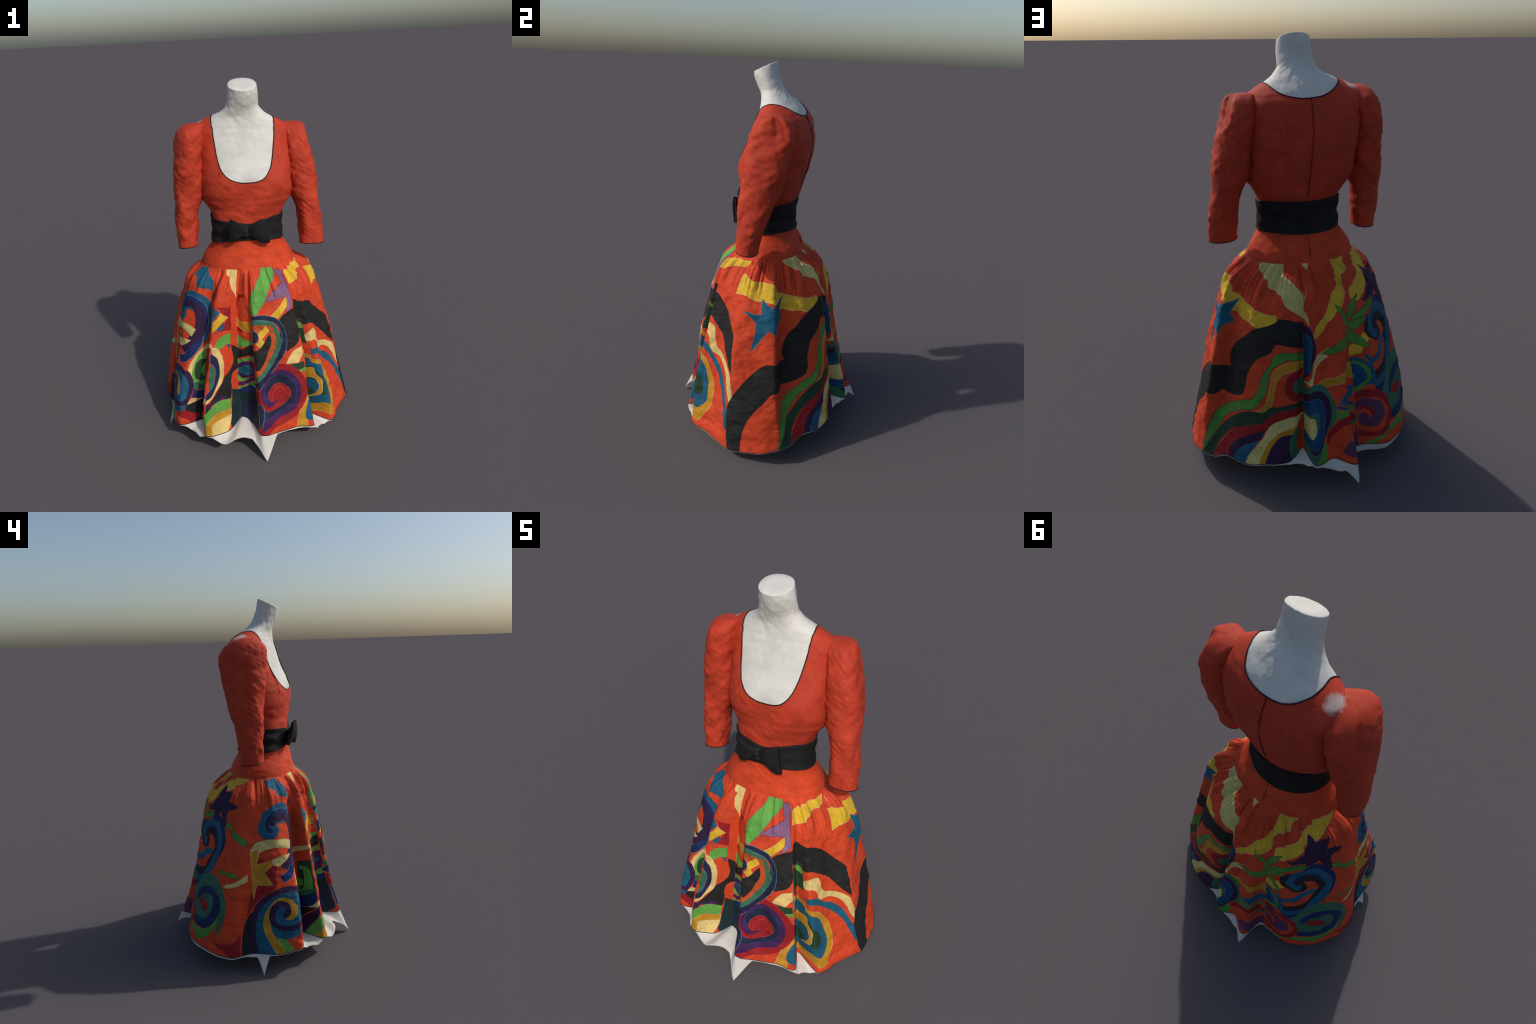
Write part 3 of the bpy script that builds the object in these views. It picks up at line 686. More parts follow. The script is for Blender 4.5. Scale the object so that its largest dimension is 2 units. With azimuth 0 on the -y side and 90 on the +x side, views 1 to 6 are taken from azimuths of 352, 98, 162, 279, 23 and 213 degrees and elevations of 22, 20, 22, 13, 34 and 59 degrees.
    patch('painted_patch', 'darkgreen', [
        (33.5, 0.337, 'c'), (38.2, 0.303), (39.2, 0.296), (38.3, 0.242), (33.9, 0.276, 'c')
    ])
    patch('painted_stripe', 'black', [
        (103.3, 0.545), (96.6, 0.544), (90.9, 0.508), (85.9, 0.468), (80.8, 0.410), (76.2, 0.344), (74.2, 0.302), (73.6, 0.256), (74.5, 0.184),
        (75.6, 0.107), (77.3, 0.049, 'c'), (84.5, 0.054, 'c'), (84.6, 0.147), (86.7, 0.226), (90.8, 0.291), (96.5, 0.348), (101.6, 0.399),
        (105.3, 0.400), (106.4, 0.425), (105.4, 0.425), (107.4, 0.418), (112.8, 0.419), (121.0, 0.440), (125.8, 0.461, 'c'), (127.1, 0.495),
        (127.6, 0.562), (129.3, 0.595), (130.9, 0.618), (134.7, 0.647), (142.5, 0.680), (144.5, 0.711), (155.1, 0.704), (166.0, 0.673, 'c'),
        (166.0, 0.801, 'c'), (160.6, 0.809), (151.9, 0.830), (146.1, 0.828), (145.0, 0.819), (139.9, 0.800), (129.3, 0.771), (119.7, 0.719),
        (109.3, 0.642), (107.6, 0.581), (109.4, 0.538, 'c'), (103.7, 0.546), (99.3, 0.541)
    ])
    patch('painted_stripe', 'shadegreen', [
        (143.6, 0.653), (145.8, 0.672), (150.0, 0.681), (166.0, 0.654, 'c'), (166.0, 0.614, 'c'), (152.7, 0.641), (147.7, 0.623), (143.4, 0.600),
        (142.1, 0.563), (141.7, 0.518), (139.7, 0.469), (136.3, 0.429), (134.6, 0.412), (127.5, 0.389), (117.0, 0.337), (113.3, 0.302), (110.7, 0.251),
        (109.5, 0.208), (108.5, 0.169), (107.0, 0.110, 'c'), (105.0, 0.096, 'c'), (106.1, 0.177), (106.1, 0.240), (106.4, 0.278), (107.3, 0.320),
        (110.0, 0.351), (120.5, 0.408), (128.0, 0.442), (131.9, 0.449), (134.8, 0.486), (137.2, 0.544), (139.3, 0.593), (142.6, 0.624)
    ], 'forest')
    patch('painted_stripe', 'gold', [
        (166.0, 0.609, 'c'), (155.3, 0.633), (149.3, 0.620), (144.5, 0.590), (143.4, 0.537), (141.9, 0.470), (140.0, 0.425), (134.4, 0.396, 'c'),
        (140.6, 0.398, 'c'), (144.1, 0.422), (145.6, 0.469), (146.7, 0.529), (149.9, 0.571), (155.4, 0.586), (166.0, 0.579, 'c')
    ], 'tan')
    patch('painted_swirl', 'crimson', [
        (166.0, 0.571, 'c'), (157.5, 0.580), (153.5, 0.553), (152.4, 0.517), (154.1, 0.475), (166.0, 0.416, 'c'), (166.0, 0.455, 'c'), (158.1, 0.495),
        (157.9, 0.518), (162.0, 0.535, 'c')
    ])
    patch('painted_swirl', 'seagreen', [
        (166.0, 0.526, 'c'), (158.6, 0.533), (157.9, 0.502), (160.9, 0.471), (166.0, 0.454, 'c')
    ])
    patch('painted_stripe', 'darkgreen', [
        (166.0, 0.414, 'c'), (155.8, 0.431), (150.0, 0.424), (144.1, 0.422), (141.0, 0.400), (134.9, 0.397), (126.7, 0.376), (119.8, 0.334),
        (113.8, 0.279), (110.6, 0.239), (109.9, 0.209), (108.6, 0.166), (105.1, 0.094, 'c'), (113.0, 0.104, 'c'), (113.8, 0.182), (117.4, 0.237),
        (122.1, 0.283), (128.7, 0.311), (134.3, 0.329), (139.2, 0.344), (144.2, 0.379), (148.8, 0.398), (166.0, 0.389, 'c')
    ])
    patch('painted_stripe', 'crimson', [
        (166.0, 0.387, 'c'), (148.8, 0.398), (144.2, 0.379), (139.2, 0.344), (134.3, 0.327), (124.7, 0.295), (119.8, 0.255), (115.6, 0.197),
        (113.4, 0.155), (112.8, 0.103, 'c'), (122.1, 0.135, 'c'), (122.8, 0.219), (126.9, 0.252), (132.4, 0.278), (138.2, 0.299), (142.3, 0.319),
        (146.7, 0.344), (153.5, 0.364), (166.0, 0.356, 'c')
    ])
    patch('painted_stripe', 'purple', [
        (143.6, 0.323, 'c'), (138.2, 0.299), (132.4, 0.278), (126.9, 0.250), (122.9, 0.216), (121.8, 0.134, 'c'), (125.2, 0.129, 'c'), (128.1, 0.201),
        (131.1, 0.225), (136.7, 0.251), (139.9, 0.268), (141.6, 0.303)
    ])
    patch('painted_stripe', 'teal', [
        (138.8, 0.258, 'c'), (131.1, 0.225), (127.3, 0.191), (125.2, 0.131, 'c'), (131.7, 0.122, 'c'), (134.2, 0.194), (136.9, 0.233)
    ], 'seablue')
    patch('painted_stripe', 'palecream', [
        (166.0, 0.356, 'c'), (153.5, 0.361), (145.8, 0.340), (142.8, 0.308), (141.0, 0.275), (137.8, 0.235), (134.6, 0.194), (131.7, 0.122, 'c'),
        (139.7, 0.122, 'c'), (141.6, 0.197), (143.4, 0.238), (146.6, 0.271), (151.4, 0.297), (161.0, 0.310, 'c')
    ])
    patch('painted_stripe', 'gold', [
        (161.5, 0.307, 'c'), (151.4, 0.300), (146.6, 0.271), (143.4, 0.238), (141.3, 0.193), (139.3, 0.119, 'c'), (142.9, 0.134, 'c'), (144.6, 0.202),
        (146.5, 0.240), (150.6, 0.275), (157.9, 0.278, 'c')
    ])
    patch('painted_patch', 'purple', [
        (158.0, 0.276, 'c'), (150.6, 0.273), (146.9, 0.240), (144.6, 0.202), (142.8, 0.130, 'c'), (156.4, 0.117, 'c'), (157.7, 0.149), (156.2, 0.222)
    ])
    patch('painted_patch', 'seagreen', [
        (161.5, 0.303, 'c'), (157.9, 0.279), (156.2, 0.233), (156.8, 0.185), (159.6, 0.114, 'c'), (166.0, 0.125, 'c'), (160.5, 0.225), (162.1, 0.266)
    ])
    patch('painted_stripe', 'palecream', [
        (109.5, 1.020, 'c'), (112.0, 1.035), (118.0, 1.040), (139.6, 1.039, 'c'), (143.8, 0.993, 'c'), (156.5, 0.967), (166.6, 0.916, 'c'),
        (166.5, 0.901), (166.0, 0.849), (166.0, 0.815, 'c'), (157.4, 0.859), (150.6, 0.884, 'c'), (146.8, 0.924), (141.3, 0.933), (132.9, 0.948, 'c'),
        (131.0, 0.970), (123.4, 0.987), (116.6, 1.003)
    ], 'tan')
    patch('painted_stripe', 'palecream', [
        (170.1, 0.955, 'c'), (168.9, 0.928), (167.2, 0.902), (166.0, 0.822, 'c'), (170.7, 0.788, 'c'), (169.9, 0.826), (166.0, 0.865), (168.7, 0.916)
    ])
    patch('painted_patch', 'palecream', [
        (164.8, 1.035, 'c'), (178.6, 1.034, 'c'), (173.4, 1.008, 'c'), (169.2, 1.021)
    ])
    patch('painted_stripe', 'purple', [
        (166.0, 0.801, 'c'), (166.0, 0.798), (171.5, 0.775), (173.9, 0.734), (175.4, 0.683), (174.2, 0.642), (171.7, 0.607), (171.1, 0.590),
        (166.0, 0.515), (166.0, 0.494, 'c'), (166.0, 0.538), (166.0, 0.598), (166.0, 0.671)
    ])
    patch('painted_stripe', 'azure', [
        (166.0, 0.759, 'c'), (166.0, 0.755), (171.4, 0.736), (172.3, 0.701), (171.0, 0.652), (170.4, 0.641), (170.3, 0.593), (166.0, 0.543, 'c'),
        (166.0, 0.638), (166.0, 0.695)
    ], 'seablue')
    patch('painted_stripe', 'yellow', [
        (213.8, 1.032, 'c'), (219.2, 1.040), (229.1, 1.032, 'c'), (235.2, 1.030, 'c'), (225.8, 1.006), (223.8, 0.984, 'c'), (215.8, 0.981),
        (208.1, 0.955), (207.5, 0.903, 'c'), (204.0, 0.874), (194.4, 0.848), (189.6, 0.816), (185.0, 0.794), (181.5, 0.761), (174.5, 0.726, 'c'),
        (174.0, 0.751, 'c'), (175.9, 0.780), (183.2, 0.821), (188.8, 0.869), (194.3, 0.927), (205.7, 0.966, 'c'), (209.3, 1.002)
    ], 'tan')
    patch('painted_patch', 'yellow', [
        (213.9, 0.716, 'c'), (218.4, 0.676, 'c'), (214.4, 0.664, 'c'), (211.8, 0.697, 'c')
    ])
    patch('painted_patch', 'yellow', [
        (204.6, 0.652, 'c'), (208.8, 0.668), (213.0, 0.652, 'c'), (211.1, 0.616, 'c'), (208.1, 0.611), (204.4, 0.605, 'c')
    ])
    patch('painted_leaf', 'palecream', [
        (178.7, 0.663, 'c'), (186.2, 0.683, 'c'), (183.2, 0.648), (184.8, 0.642), (179.7, 0.627), (175.2, 0.600), (172.8, 0.562), (171.6, 0.522, 'c'),
        (166.0, 0.515, 'c'), (171.4, 0.559), (172.5, 0.596), (174.1, 0.638), (175.5, 0.650)
    ], 'tan')
    patch('painted_leaf', 'shadegreen', [
        (204.1, 0.766, 'c'), (205.3, 0.732), (204.5, 0.676), (202.9, 0.651), (195.1, 0.664), (187.9, 0.649), (179.0, 0.657, 'c'), (183.9, 0.673),
        (189.2, 0.687), (193.1, 0.711), (201.9, 0.710), (202.6, 0.741)
    ], 'forest')
    patch('painted_leaf', 'shadegreen', [
        (193.3, 0.873, 'c'), (196.3, 0.861), (201.1, 0.828), (205.3, 0.794), (205.4, 0.765), (203.1, 0.751, 'c'), (201.5, 0.783), (196.5, 0.832),
        (194.1, 0.854)
    ], 'forest')
    patch('painted_leaf', 'shadegreen', [
        (216.3, 0.895, 'c'), (213.4, 0.865), (211.8, 0.839), (207.8, 0.795), (206.0, 0.789), (204.9, 0.825), (207.1, 0.850), (211.2, 0.874)
    ], 'forest')
    patch('painted_leaf', 'shadegreen', [
        (231.1, 0.841, 'c'), (231.4, 0.814), (227.4, 0.801), (216.9, 0.792), (211.2, 0.782), (207.4, 0.777, 'c'), (209.9, 0.801), (215.4, 0.823),
        (223.5, 0.818)
    ], 'forest')
    patch('painted_leaf', 'shadegreen', [
        (207.8, 0.773, 'c'), (212.7, 0.784), (221.2, 0.782, 'c'), (214.5, 0.764), (211.7, 0.746), (208.5, 0.733), (205.4, 0.743, 'c'), (205.7, 0.775)
    ], 'forest')
    patch('painted_leaf', 'shadegreen', [
        (206.0, 0.735, 'c'), (208.3, 0.722), (212.0, 0.696), (214.6, 0.671), (215.8, 0.638, 'c'), (210.7, 0.655), (206.4, 0.673), (204.2, 0.680, 'c'),
        (204.5, 0.713)
    ], 'forest')
    patch('painted_stripe', 'gold', [
        (205.1, 0.571, 'c'), (205.1, 0.542), (204.9, 0.495, 'c'), (193.0, 0.511), (188.3, 0.505), (183.3, 0.497), (175.0, 0.523, 'c'), (180.7, 0.533),
        (188.5, 0.541), (194.1, 0.555)
    ], 'tan')
    patch('painted_swirl', 'seagreen', [
        (166.0, 0.486, 'c'), (171.6, 0.523), (177.3, 0.518), (182.5, 0.485), (185.8, 0.435), (187.4, 0.386), (186.1, 0.340), (184.0, 0.311),
        (180.3, 0.286), (177.6, 0.251), (178.2, 0.205), (178.5, 0.175), (175.9, 0.130, 'c'), (170.3, 0.131, 'c'), (166.0, 0.215), (166.0, 0.338),
        (166.0, 0.436)
    ])
    patch('painted_swirl', 'purple', [
        (166.0, 0.451, 'c'), (171.3, 0.494), (175.8, 0.493), (180.2, 0.467), (183.3, 0.424), (184.1, 0.384), (182.7, 0.335), (180.3, 0.298),
        (177.5, 0.264), (176.1, 0.224), (171.8, 0.206), (169.6, 0.208, 'c'), (166.0, 0.273), (166.0, 0.372)
    ])
    patch('painted_swirl', 'azure', [
        (166.0, 0.418, 'c'), (171.1, 0.460), (175.4, 0.455), (178.6, 0.415), (179.3, 0.366), (178.1, 0.317), (176.3, 0.258), (173.5, 0.228),
        (170.7, 0.228), (166.0, 0.232, 'c'), (166.0, 0.307)
    ], 'seablue')
    patch('painted_swirl', 'seagreen', [
        (166.0, 0.379, 'c'), (174.2, 0.395), (174.6, 0.367), (173.8, 0.326), (172.4, 0.319), (166.0, 0.357)
    ], 'seablue')
    patch('painted_patch', 'palecream', [
        (166.0, 0.361, 'c'), (171.3, 0.379), (172.8, 0.343), (172.0, 0.300), (169.6, 0.280), (166.0, 0.284, 'c')
    ])
    patch('painted_patch', 'shadegreen', [
        (176.9, 0.242, 'c'), (179.8, 0.223), (179.2, 0.183), (176.4, 0.128, 'c'), (173.4, 0.141)
    ])
    patch('painted_stripe', 'teal', [
        (205.0, 0.457, 'c'), (204.0, 0.406), (196.3, 0.396, 'c'), (189.0, 0.412, 'c'), (194.9, 0.457)
    ], 'seablue')
    patch('painted_patch', 'azure', [
        (187.5, 0.408, 'c'), (204.9, 0.367, 'c'), (205.4, 0.345), (195.4, 0.377), (187.7, 0.393, 'c')
    ])
    patch('painted_patch', 'shadegreen', [
        (187.6, 0.379, 'c'), (192.1, 0.384), (205.4, 0.350, 'c'), (205.3, 0.321, 'c'), (194.4, 0.353), (186.4, 0.337, 'c'), (186.4, 0.358)
    ])
    patch('painted_stripe', 'crimson', [
        (204.7, 0.308, 'c'), (204.8, 0.279), (191.0, 0.312), (185.6, 0.275), (179.8, 0.223, 'c'), (180.2, 0.270), (184.5, 0.310), (190.5, 0.346)
    ])
    patch('painted_patch', 'plum', [
        (205.6, 0.249, 'c'), (205.2, 0.189), (205.4, 0.111), (205.5, 0.079), (194.0, 0.159, 'c'), (188.2, 0.182, 'c'), (192.3, 0.231), (202.9, 0.207)
    ])
    patch('painted_swirl', 'teal', [
        (205.2, 0.595, 'c'), (208.0, 0.599), (211.7, 0.586), (215.2, 0.551), (218.2, 0.507), (217.9, 0.464, 'c'), (212.1, 0.448), (205.4, 0.417, 'c'),
        (205.3, 0.491)
    ])
    band('painted_swirl', 'shadegreen', [
        (205.7, 0.569, 0.0062), (208.7, 0.568, 0.0073), (211.7, 0.551, 0.0086), (214.1, 0.513, 0.0085), (213.6, 0.482, 0.0085), (210.8, 0.461, 0.0099),
        (208.6, 0.441, 0.0113), (205.9, 0.424, 0.0103)
    ])
    patch('painted_swirl', 'azure', [
        (205.4, 0.558, 'c'), (208.9, 0.557), (211.5, 0.532), (212.4, 0.504), (211.1, 0.474), (208.6, 0.454), (205.5, 0.434, 'c'), (205.4, 0.499)
    ])
    patch('painted_patch', 'shadegreen', [
        (205.5, 0.519, 'c'), (206.6, 0.512), (206.8, 0.503), (206.3, 0.495), (205.3, 0.491, 'c')
    ])
    patch('painted_swirl', 'crimson', [
        (205.3, 0.408, 'c'), (208.3, 0.424), (212.0, 0.430), (218.6, 0.411), (226.1, 0.358, 'c'), (226.8, 0.300), (228.4, 0.270), (226.7, 0.231),
        (221.8, 0.178), (219.3, 0.168), (213.3, 0.175), (205.9, 0.183, 'c'), (206.2, 0.268), (205.9, 0.362)
    ])
    patch('painted_swirl', 'orange', [
        (205.7, 0.375, 'c'), (210.0, 0.388), (215.7, 0.381), (222.5, 0.339), (224.8, 0.284), (222.3, 0.231), (218.2, 0.198), (213.0, 0.200),
        (206.1, 0.224, 'c'), (206.2, 0.268)
    ])
    patch('painted_swirl', 'plum', [
        (205.7, 0.360, 'c'), (210.3, 0.384), (215.5, 0.369), (221.1, 0.333), (221.9, 0.288), (219.4, 0.244), (214.9, 0.231), (210.3, 0.233),
        (207.5, 0.247), (206.7, 0.276), (207.5, 0.301), (209.9, 0.307), (211.7, 0.297), (212.0, 0.272, 'c'), (213.0, 0.283), (215.1, 0.296),
        (214.3, 0.322), (211.6, 0.341), (207.8, 0.332), (205.6, 0.314, 'c')
    ])
    patch('painted_swirl', 'crimson', [
        (205.7, 0.291, 'c'), (206.3, 0.312), (208.1, 0.329), (211.5, 0.341), (214.4, 0.320), (215.1, 0.296), (213.6, 0.286, 'c'), (213.2, 0.304),
        (211.4, 0.325), (208.8, 0.327), (206.7, 0.306)
    ])

# ================================================================== building in Blender
import bpy
from mathutils import Vector
from mathutils.geometry import delaunay_2d_cdt

for o in list(bpy.data.objects):
    bpy.data.objects.remove(o)

# ------------------------------------------------------------------ materials
def new_material(name):
    m = bpy.data.materials.new(name); m.use_nodes = True
    return m, m.node_tree.nodes, m.node_tree.links, m.node_tree.nodes['Principled BSDF']

def cloth(name, colour, rough=.72, vary=.18, weave=.25, sheen=.0, patch=.12, streak=(1, 1, .12), spec=.25):
    """woven cloth: blotchy dye, lengthwise slub streaks and a fine weave bump"""
    m, N, L, b = new_material(name)
    tc = N.new('ShaderNodeTexCoord')
    blot = N.new('ShaderNodeTexNoise'); blot.inputs['Scale'].default_value = 14; blot.inputs['Detail'].default_value = 4
    L.new(tc.outputs['Object'], blot.inputs['Vector'])
    mp = N.new('ShaderNodeMapping'); mp.inputs['Scale'].default_value = streak
    L.new(tc.outputs['Object'], mp.inputs['Vector'])
    slub = N.new('ShaderNodeTexNoise'); slub.inputs['Scale'].default_value = 160; slub.inputs['Detail'].default_value = 3
    L.new(mp.outputs['Vector'], slub.inputs['Vector'])
    r1 = N.new('ShaderNodeMapRange'); r1.inputs['From Min'].default_value = .3; r1.inputs['From Max'].default_value = .7
    r1.inputs['To Min'].default_value = 1 - vary; r1.inputs['To Max'].default_value = 1 + vary
    L.new(blot.outputs['Fac'], r1.inputs['Value'])
    r2 = N.new('ShaderNodeMapRange'); r2.inputs['From Min'].default_value = .3; r2.inputs['From Max'].default_value = .7
    r2.inputs['To Min'].default_value = 1 - patch; r2.inputs['To Max'].default_value = 1 + patch
    L.new(slub.outputs['Fac'], r2.inputs['Value'])
    mu = N.new('ShaderNodeMath'); mu.operation = 'MULTIPLY'
    L.new(r1.outputs['Result'], mu.inputs[0]); L.new(r2.outputs['Result'], mu.inputs[1])
    hsv = N.new('ShaderNodeHueSaturation'); hsv.inputs['Color'].default_value = (*colour, 1)
    L.new(mu.outputs['Value'], hsv.inputs['Value'])
    L.new(hsv.outputs['Color'], b.inputs['Base Color'])
    b.inputs['Roughness'].default_value = rough
    b.inputs['Specular IOR Level'].default_value = spec
    if sheen:
        b.inputs['Sheen Weight'].default_value = sheen
    bump = N.new('ShaderNodeBump'); bump.inputs['Strength'].default_value = weave; bump.inputs['Distance'].default_value = .004
    L.new(slub.outputs['Fac'], bump.inputs['Height']); L.new(bump.outputs['Normal'], b.inputs['Normal'])
    return m

def white_plaster(name, colour, vary=.11, bump_s=.3):
    m, N, L, b = new_material(name)
    tc = N.new('ShaderNodeTexCoord')
    n1 = N.new('ShaderNodeTexNoise'); n1.inputs['Scale'].default_value = 9; n1.inputs['Detail'].default_value = 5
    L.new(tc.outputs['Object'], n1.inputs['Vector'])
    cr = N.new('ShaderNodeValToRGB')
    cr.color_ramp.elements[0].position = .3; cr.color_ramp.elements[1].position = .7
    cr.color_ramp.elements[0].color = (*[c * (1 - vary) for c in colour], 1)
    cr.color_ramp.elements[1].color = (*[min(1, c * (1 + vary)) for c in colour], 1)
    L.new(n1.outputs['Fac'], cr.inputs['Fac']); L.new(cr.outputs['Color'], b.inputs['Base Color'])
    b.inputs['Roughness'].default_value = .6; b.inputs['Specular IOR Level'].default_value = .3
    n2 = N.new('ShaderNodeTexNoise'); n2.inputs['Scale'].default_value = 30; n2.inputs['Detail'].default_value = 4
    L.new(tc.outputs['Object'], n2.inputs['Vector'])
    bp = N.new('ShaderNodeBump'); bp.inputs['Strength'].default_value = bump_s; bp.inputs['Distance'].default_value = .01
    L.new(n2.outputs['Fac'], bp.inputs['Height']); L.new(bp.outputs['Normal'], b.inputs['Normal'])
    return m

RED = cloth('red_linen', (.43, .040, .016), vary=.14, patch=.10)
ORANGE = cloth('orange_linen', (.52, .050, .014), vary=.15, patch=.10)
def scan_blotch(m, spots):
    """bare pale cloth where the shoulder seam has opened"""
    N, L = m.node_tree.nodes, m.node_tree.links; b = N['Principled BSDF']
    src = b.inputs['Base Color'].links[0].from_socket
    tc = N.new('ShaderNodeTexCoord'); nz = N.new('ShaderNodeTexNoise'); nz.inputs['Scale'].default_value = 45
    L.new(tc.outputs['Object'], nz.inputs['Vector'])
    for centre, stretch, amount in spots:
        sub = N.new('ShaderNodeVectorMath'); sub.operation = 'SUBTRACT'; sub.inputs[1].default_value = centre
        L.new(tc.outputs['Object'], sub.inputs[0])
        mul = N.new('ShaderNodeVectorMath'); mul.operation = 'MULTIPLY'; mul.inputs[1].default_value = stretch
        L.new(sub.outputs['Vector'], mul.inputs[0])
        ln = N.new('ShaderNodeVectorMath'); ln.operation = 'LENGTH'; L.new(mul.outputs['Vector'], ln.inputs[0])
        ad = N.new('ShaderNodeMath'); ad.operation = 'ADD'; L.new(ln.outputs['Value'], ad.inputs[0]); L.new(nz.outputs['Fac'], ad.inputs[1])
        mr = N.new('ShaderNodeMapRange'); mr.inputs['From Min'].default_value = 1.1; mr.inputs['From Max'].default_value = 1.7
        mr.inputs['To Min'].default_value = amount; mr.inputs['To Max'].default_value = 0; mr.clamp = True
        L.new(ad.outputs['Value'], mr.inputs['Value'])
        mx = N.new('ShaderNodeMix'); mx.data_type = 'RGBA'; mx.inputs['B'].default_value = (.62, .56, .50, 1)
        L.new(mr.outputs['Result'], mx.inputs['Factor']); L.new(src, mx.inputs['A']); src = mx.outputs['Result']
    L.new(src, b.inputs['Base Color'])
scan_blotch(RED, [((-.215, .056, 1.788), (34, 22, 34), .7)])  # white texture fault of the scan at the left shoulder
BLACKCLOTH = cloth('black_cloth', (.010, .010, .011), vary=.3, rough=.8)
TRIM = cloth('black_piping', (.008, .008, .010), vary=.2, rough=.6)
SKIN = white_plaster('white_mannequin', (.60, .585, .535))
NECKMAT = white_plaster('grey_white_mannequin', (.42, .405, .35))
LINER = white_plaster('white_petticoat', (.55, .525, .48), bump_s=.1)

# ------------------------------------------------------------------ mesh helpers
ROOT = bpy.data.objects.new('dressed_mannequin', None)
bpy.context.collection.objects.link(ROOT)
ROOT['label'] = 'red dress with painted swirl skirt on a headless mannequin'
ROOT['category'] = 'dress'
ROOT.empty_display_size = .1

def add_object(name, verts, faces, material, parent=ROOT, smooth=True, normals=None):
    me = bpy.data.meshes.new(name)
    me.from_pydata([tuple(map(float, v)) for v in verts], [], [tuple(map(int, f)) for f in faces])
    me.materials.append(material)
    me.polygons.foreach_set('use_smooth', [smooth] * len(me.polygons))
    me.update()
    if normals is not None:
        me.normals_split_custom_set_from_vertices([tuple(map(float, n)) for n in normals])
    ob = bpy.data.objects.new(name, me)
    bpy.context.collection.objects.link(ob)
    ob.parent = parent
    return ob

def grid_faces(nu, nv, wrap=True):
    f = []
    for i in range(nu if wrap else nu - 1):
        k = (i + 1) % nu
        for j in range(nv - 1):
            f.append((i * nv + j, k * nv + j, k * nv + j + 1, i * nv + j + 1))
    return f

def tube(name, pts, radius, material, parent=ROOT, sides=8, closed=True):
    pts = np.asarray(pts, float); n = len(pts)
    if closed:
        tan = np.roll(pts, -1, 0) - np.roll(pts, 1, 0)
    else:
        tan = np.gradient(pts, axis=0)
    tan /= np.linalg.norm(tan, axis=1)[:, None] + 1e-9
    up = np.array([0, 0, 1.0]); s = np.cross(tan, up); bad = np.linalg.norm(s, axis=1) < .05
    s[bad] = np.cross(tan[bad], [1.0, 0, 0])
    s /= np.linalg.norm(s, axis=1)[:, None]; t = np.cross(s, tan)
    rad = np.broadcast_to(radius, (n,))
    a = np.arange(sides) * 2 * math.pi / sides
    V = pts[:, None, :] + rad[:, None, None] * (np.cos(a)[None, :, None] * s[:, None, :] + np.sin(a)[None, :, None] * t[:, None, :])
    F = []
    for i in range(n if closed else n - 1):
        k = (i + 1) % n
        for j in range(sides):
            F.append((i * sides + j, i * sides + (j + 1) % sides, k * sides + (j + 1) % sides, k * sides + j))
    if not closed:
        F.append(tuple(range(sides))); F.append(tuple((n - 1) * sides + j for j in reversed(range(sides))))
    return add_object(name, V.reshape(-1, 3), F, material, parent)

# ------------------------------------------------------------------ skirt and its painted patches
KU = 0.0079          # metres per degree in the flat pattern
CUT = 272.0          # where the flat pattern is opened

def catmull(points, closed, step=.005):
    """smooth polyline through control points (az, z[, 'c' for a corner])"""
    P = np.array([[p[0] * KU, p[1]] for p in points], float); n = len(P)
    corner = [len(p) > 2 and p[2] == 'c' for p in points]
    out = []
    segs = n if closed else n - 1
    for i in range(segs):
        j = (i + 1) % n
        h = P[(i - 1) % n] if (closed or i > 0) else 2 * P[i] - P[j]
        k = P[(j + 1) % n] if (closed or j < n - 1) else 2 * P[j] - P[i]
        d = P[j] - P[i]; ln = np.linalg.norm(d) + 1e-9
        def tang(a, b, c):
            # chord-weighted tangent, limited so that unequal spacing does not overshoot
            l1 = np.linalg.norm(b - a) + 1e-9; l2 = np.linalg.norm(c - b) + 1e-9
            t = ((b - a) / l1 * l2 + (c - b) / l2 * l1) / (l1 + l2)
            return t * ln
        m0 = d if corner[i] else tang(h, P[i], P[j])
        m1 = d if corner[j] else tang(P[i], P[j], k)
        m = max(2, int(ln / step) + 1)
        t = np.arange(m)[:, None] / m
        out.append((2 * t ** 3 - 3 * t ** 2 + 1) * P[i] + (t ** 3 - 2 * t ** 2 + t) * m0 + (-2 * t ** 3 + 3 * t ** 2) * P[j] + (t ** 3 - t ** 2) * m1)
    Q = np.concatenate(out)
    return Q if closed else np.vstack([Q, P[-1]])

def band_outline(line, half, closed=False):
    """outline polygon(s) of a stroke of varying half width along a line"""
    tan = (np.roll(line, -1, 0) - np.roll(line, 1, 0)) if closed else np.gradient(line, axis=0)
    tan /= np.linalg.norm(tan, axis=1)[:, None] + 1e-9
    nor = np.stack([-tan[:, 1], tan[:, 0]], 1); half = np.broadcast_to(half, (len(line),))[:, None]
    return line + nor * half, line - nor * half

LAYERS = []           # painted in order: later ones lie on top
def patch(name, mat, points, line=None):
    """a closed piece of the print"""
    Q = catmull(points, True)
    LAYERS.append((name, mat, [Q], False))
    if line:
        LAYERS.append(('outline_' + line, line, [Q], True))

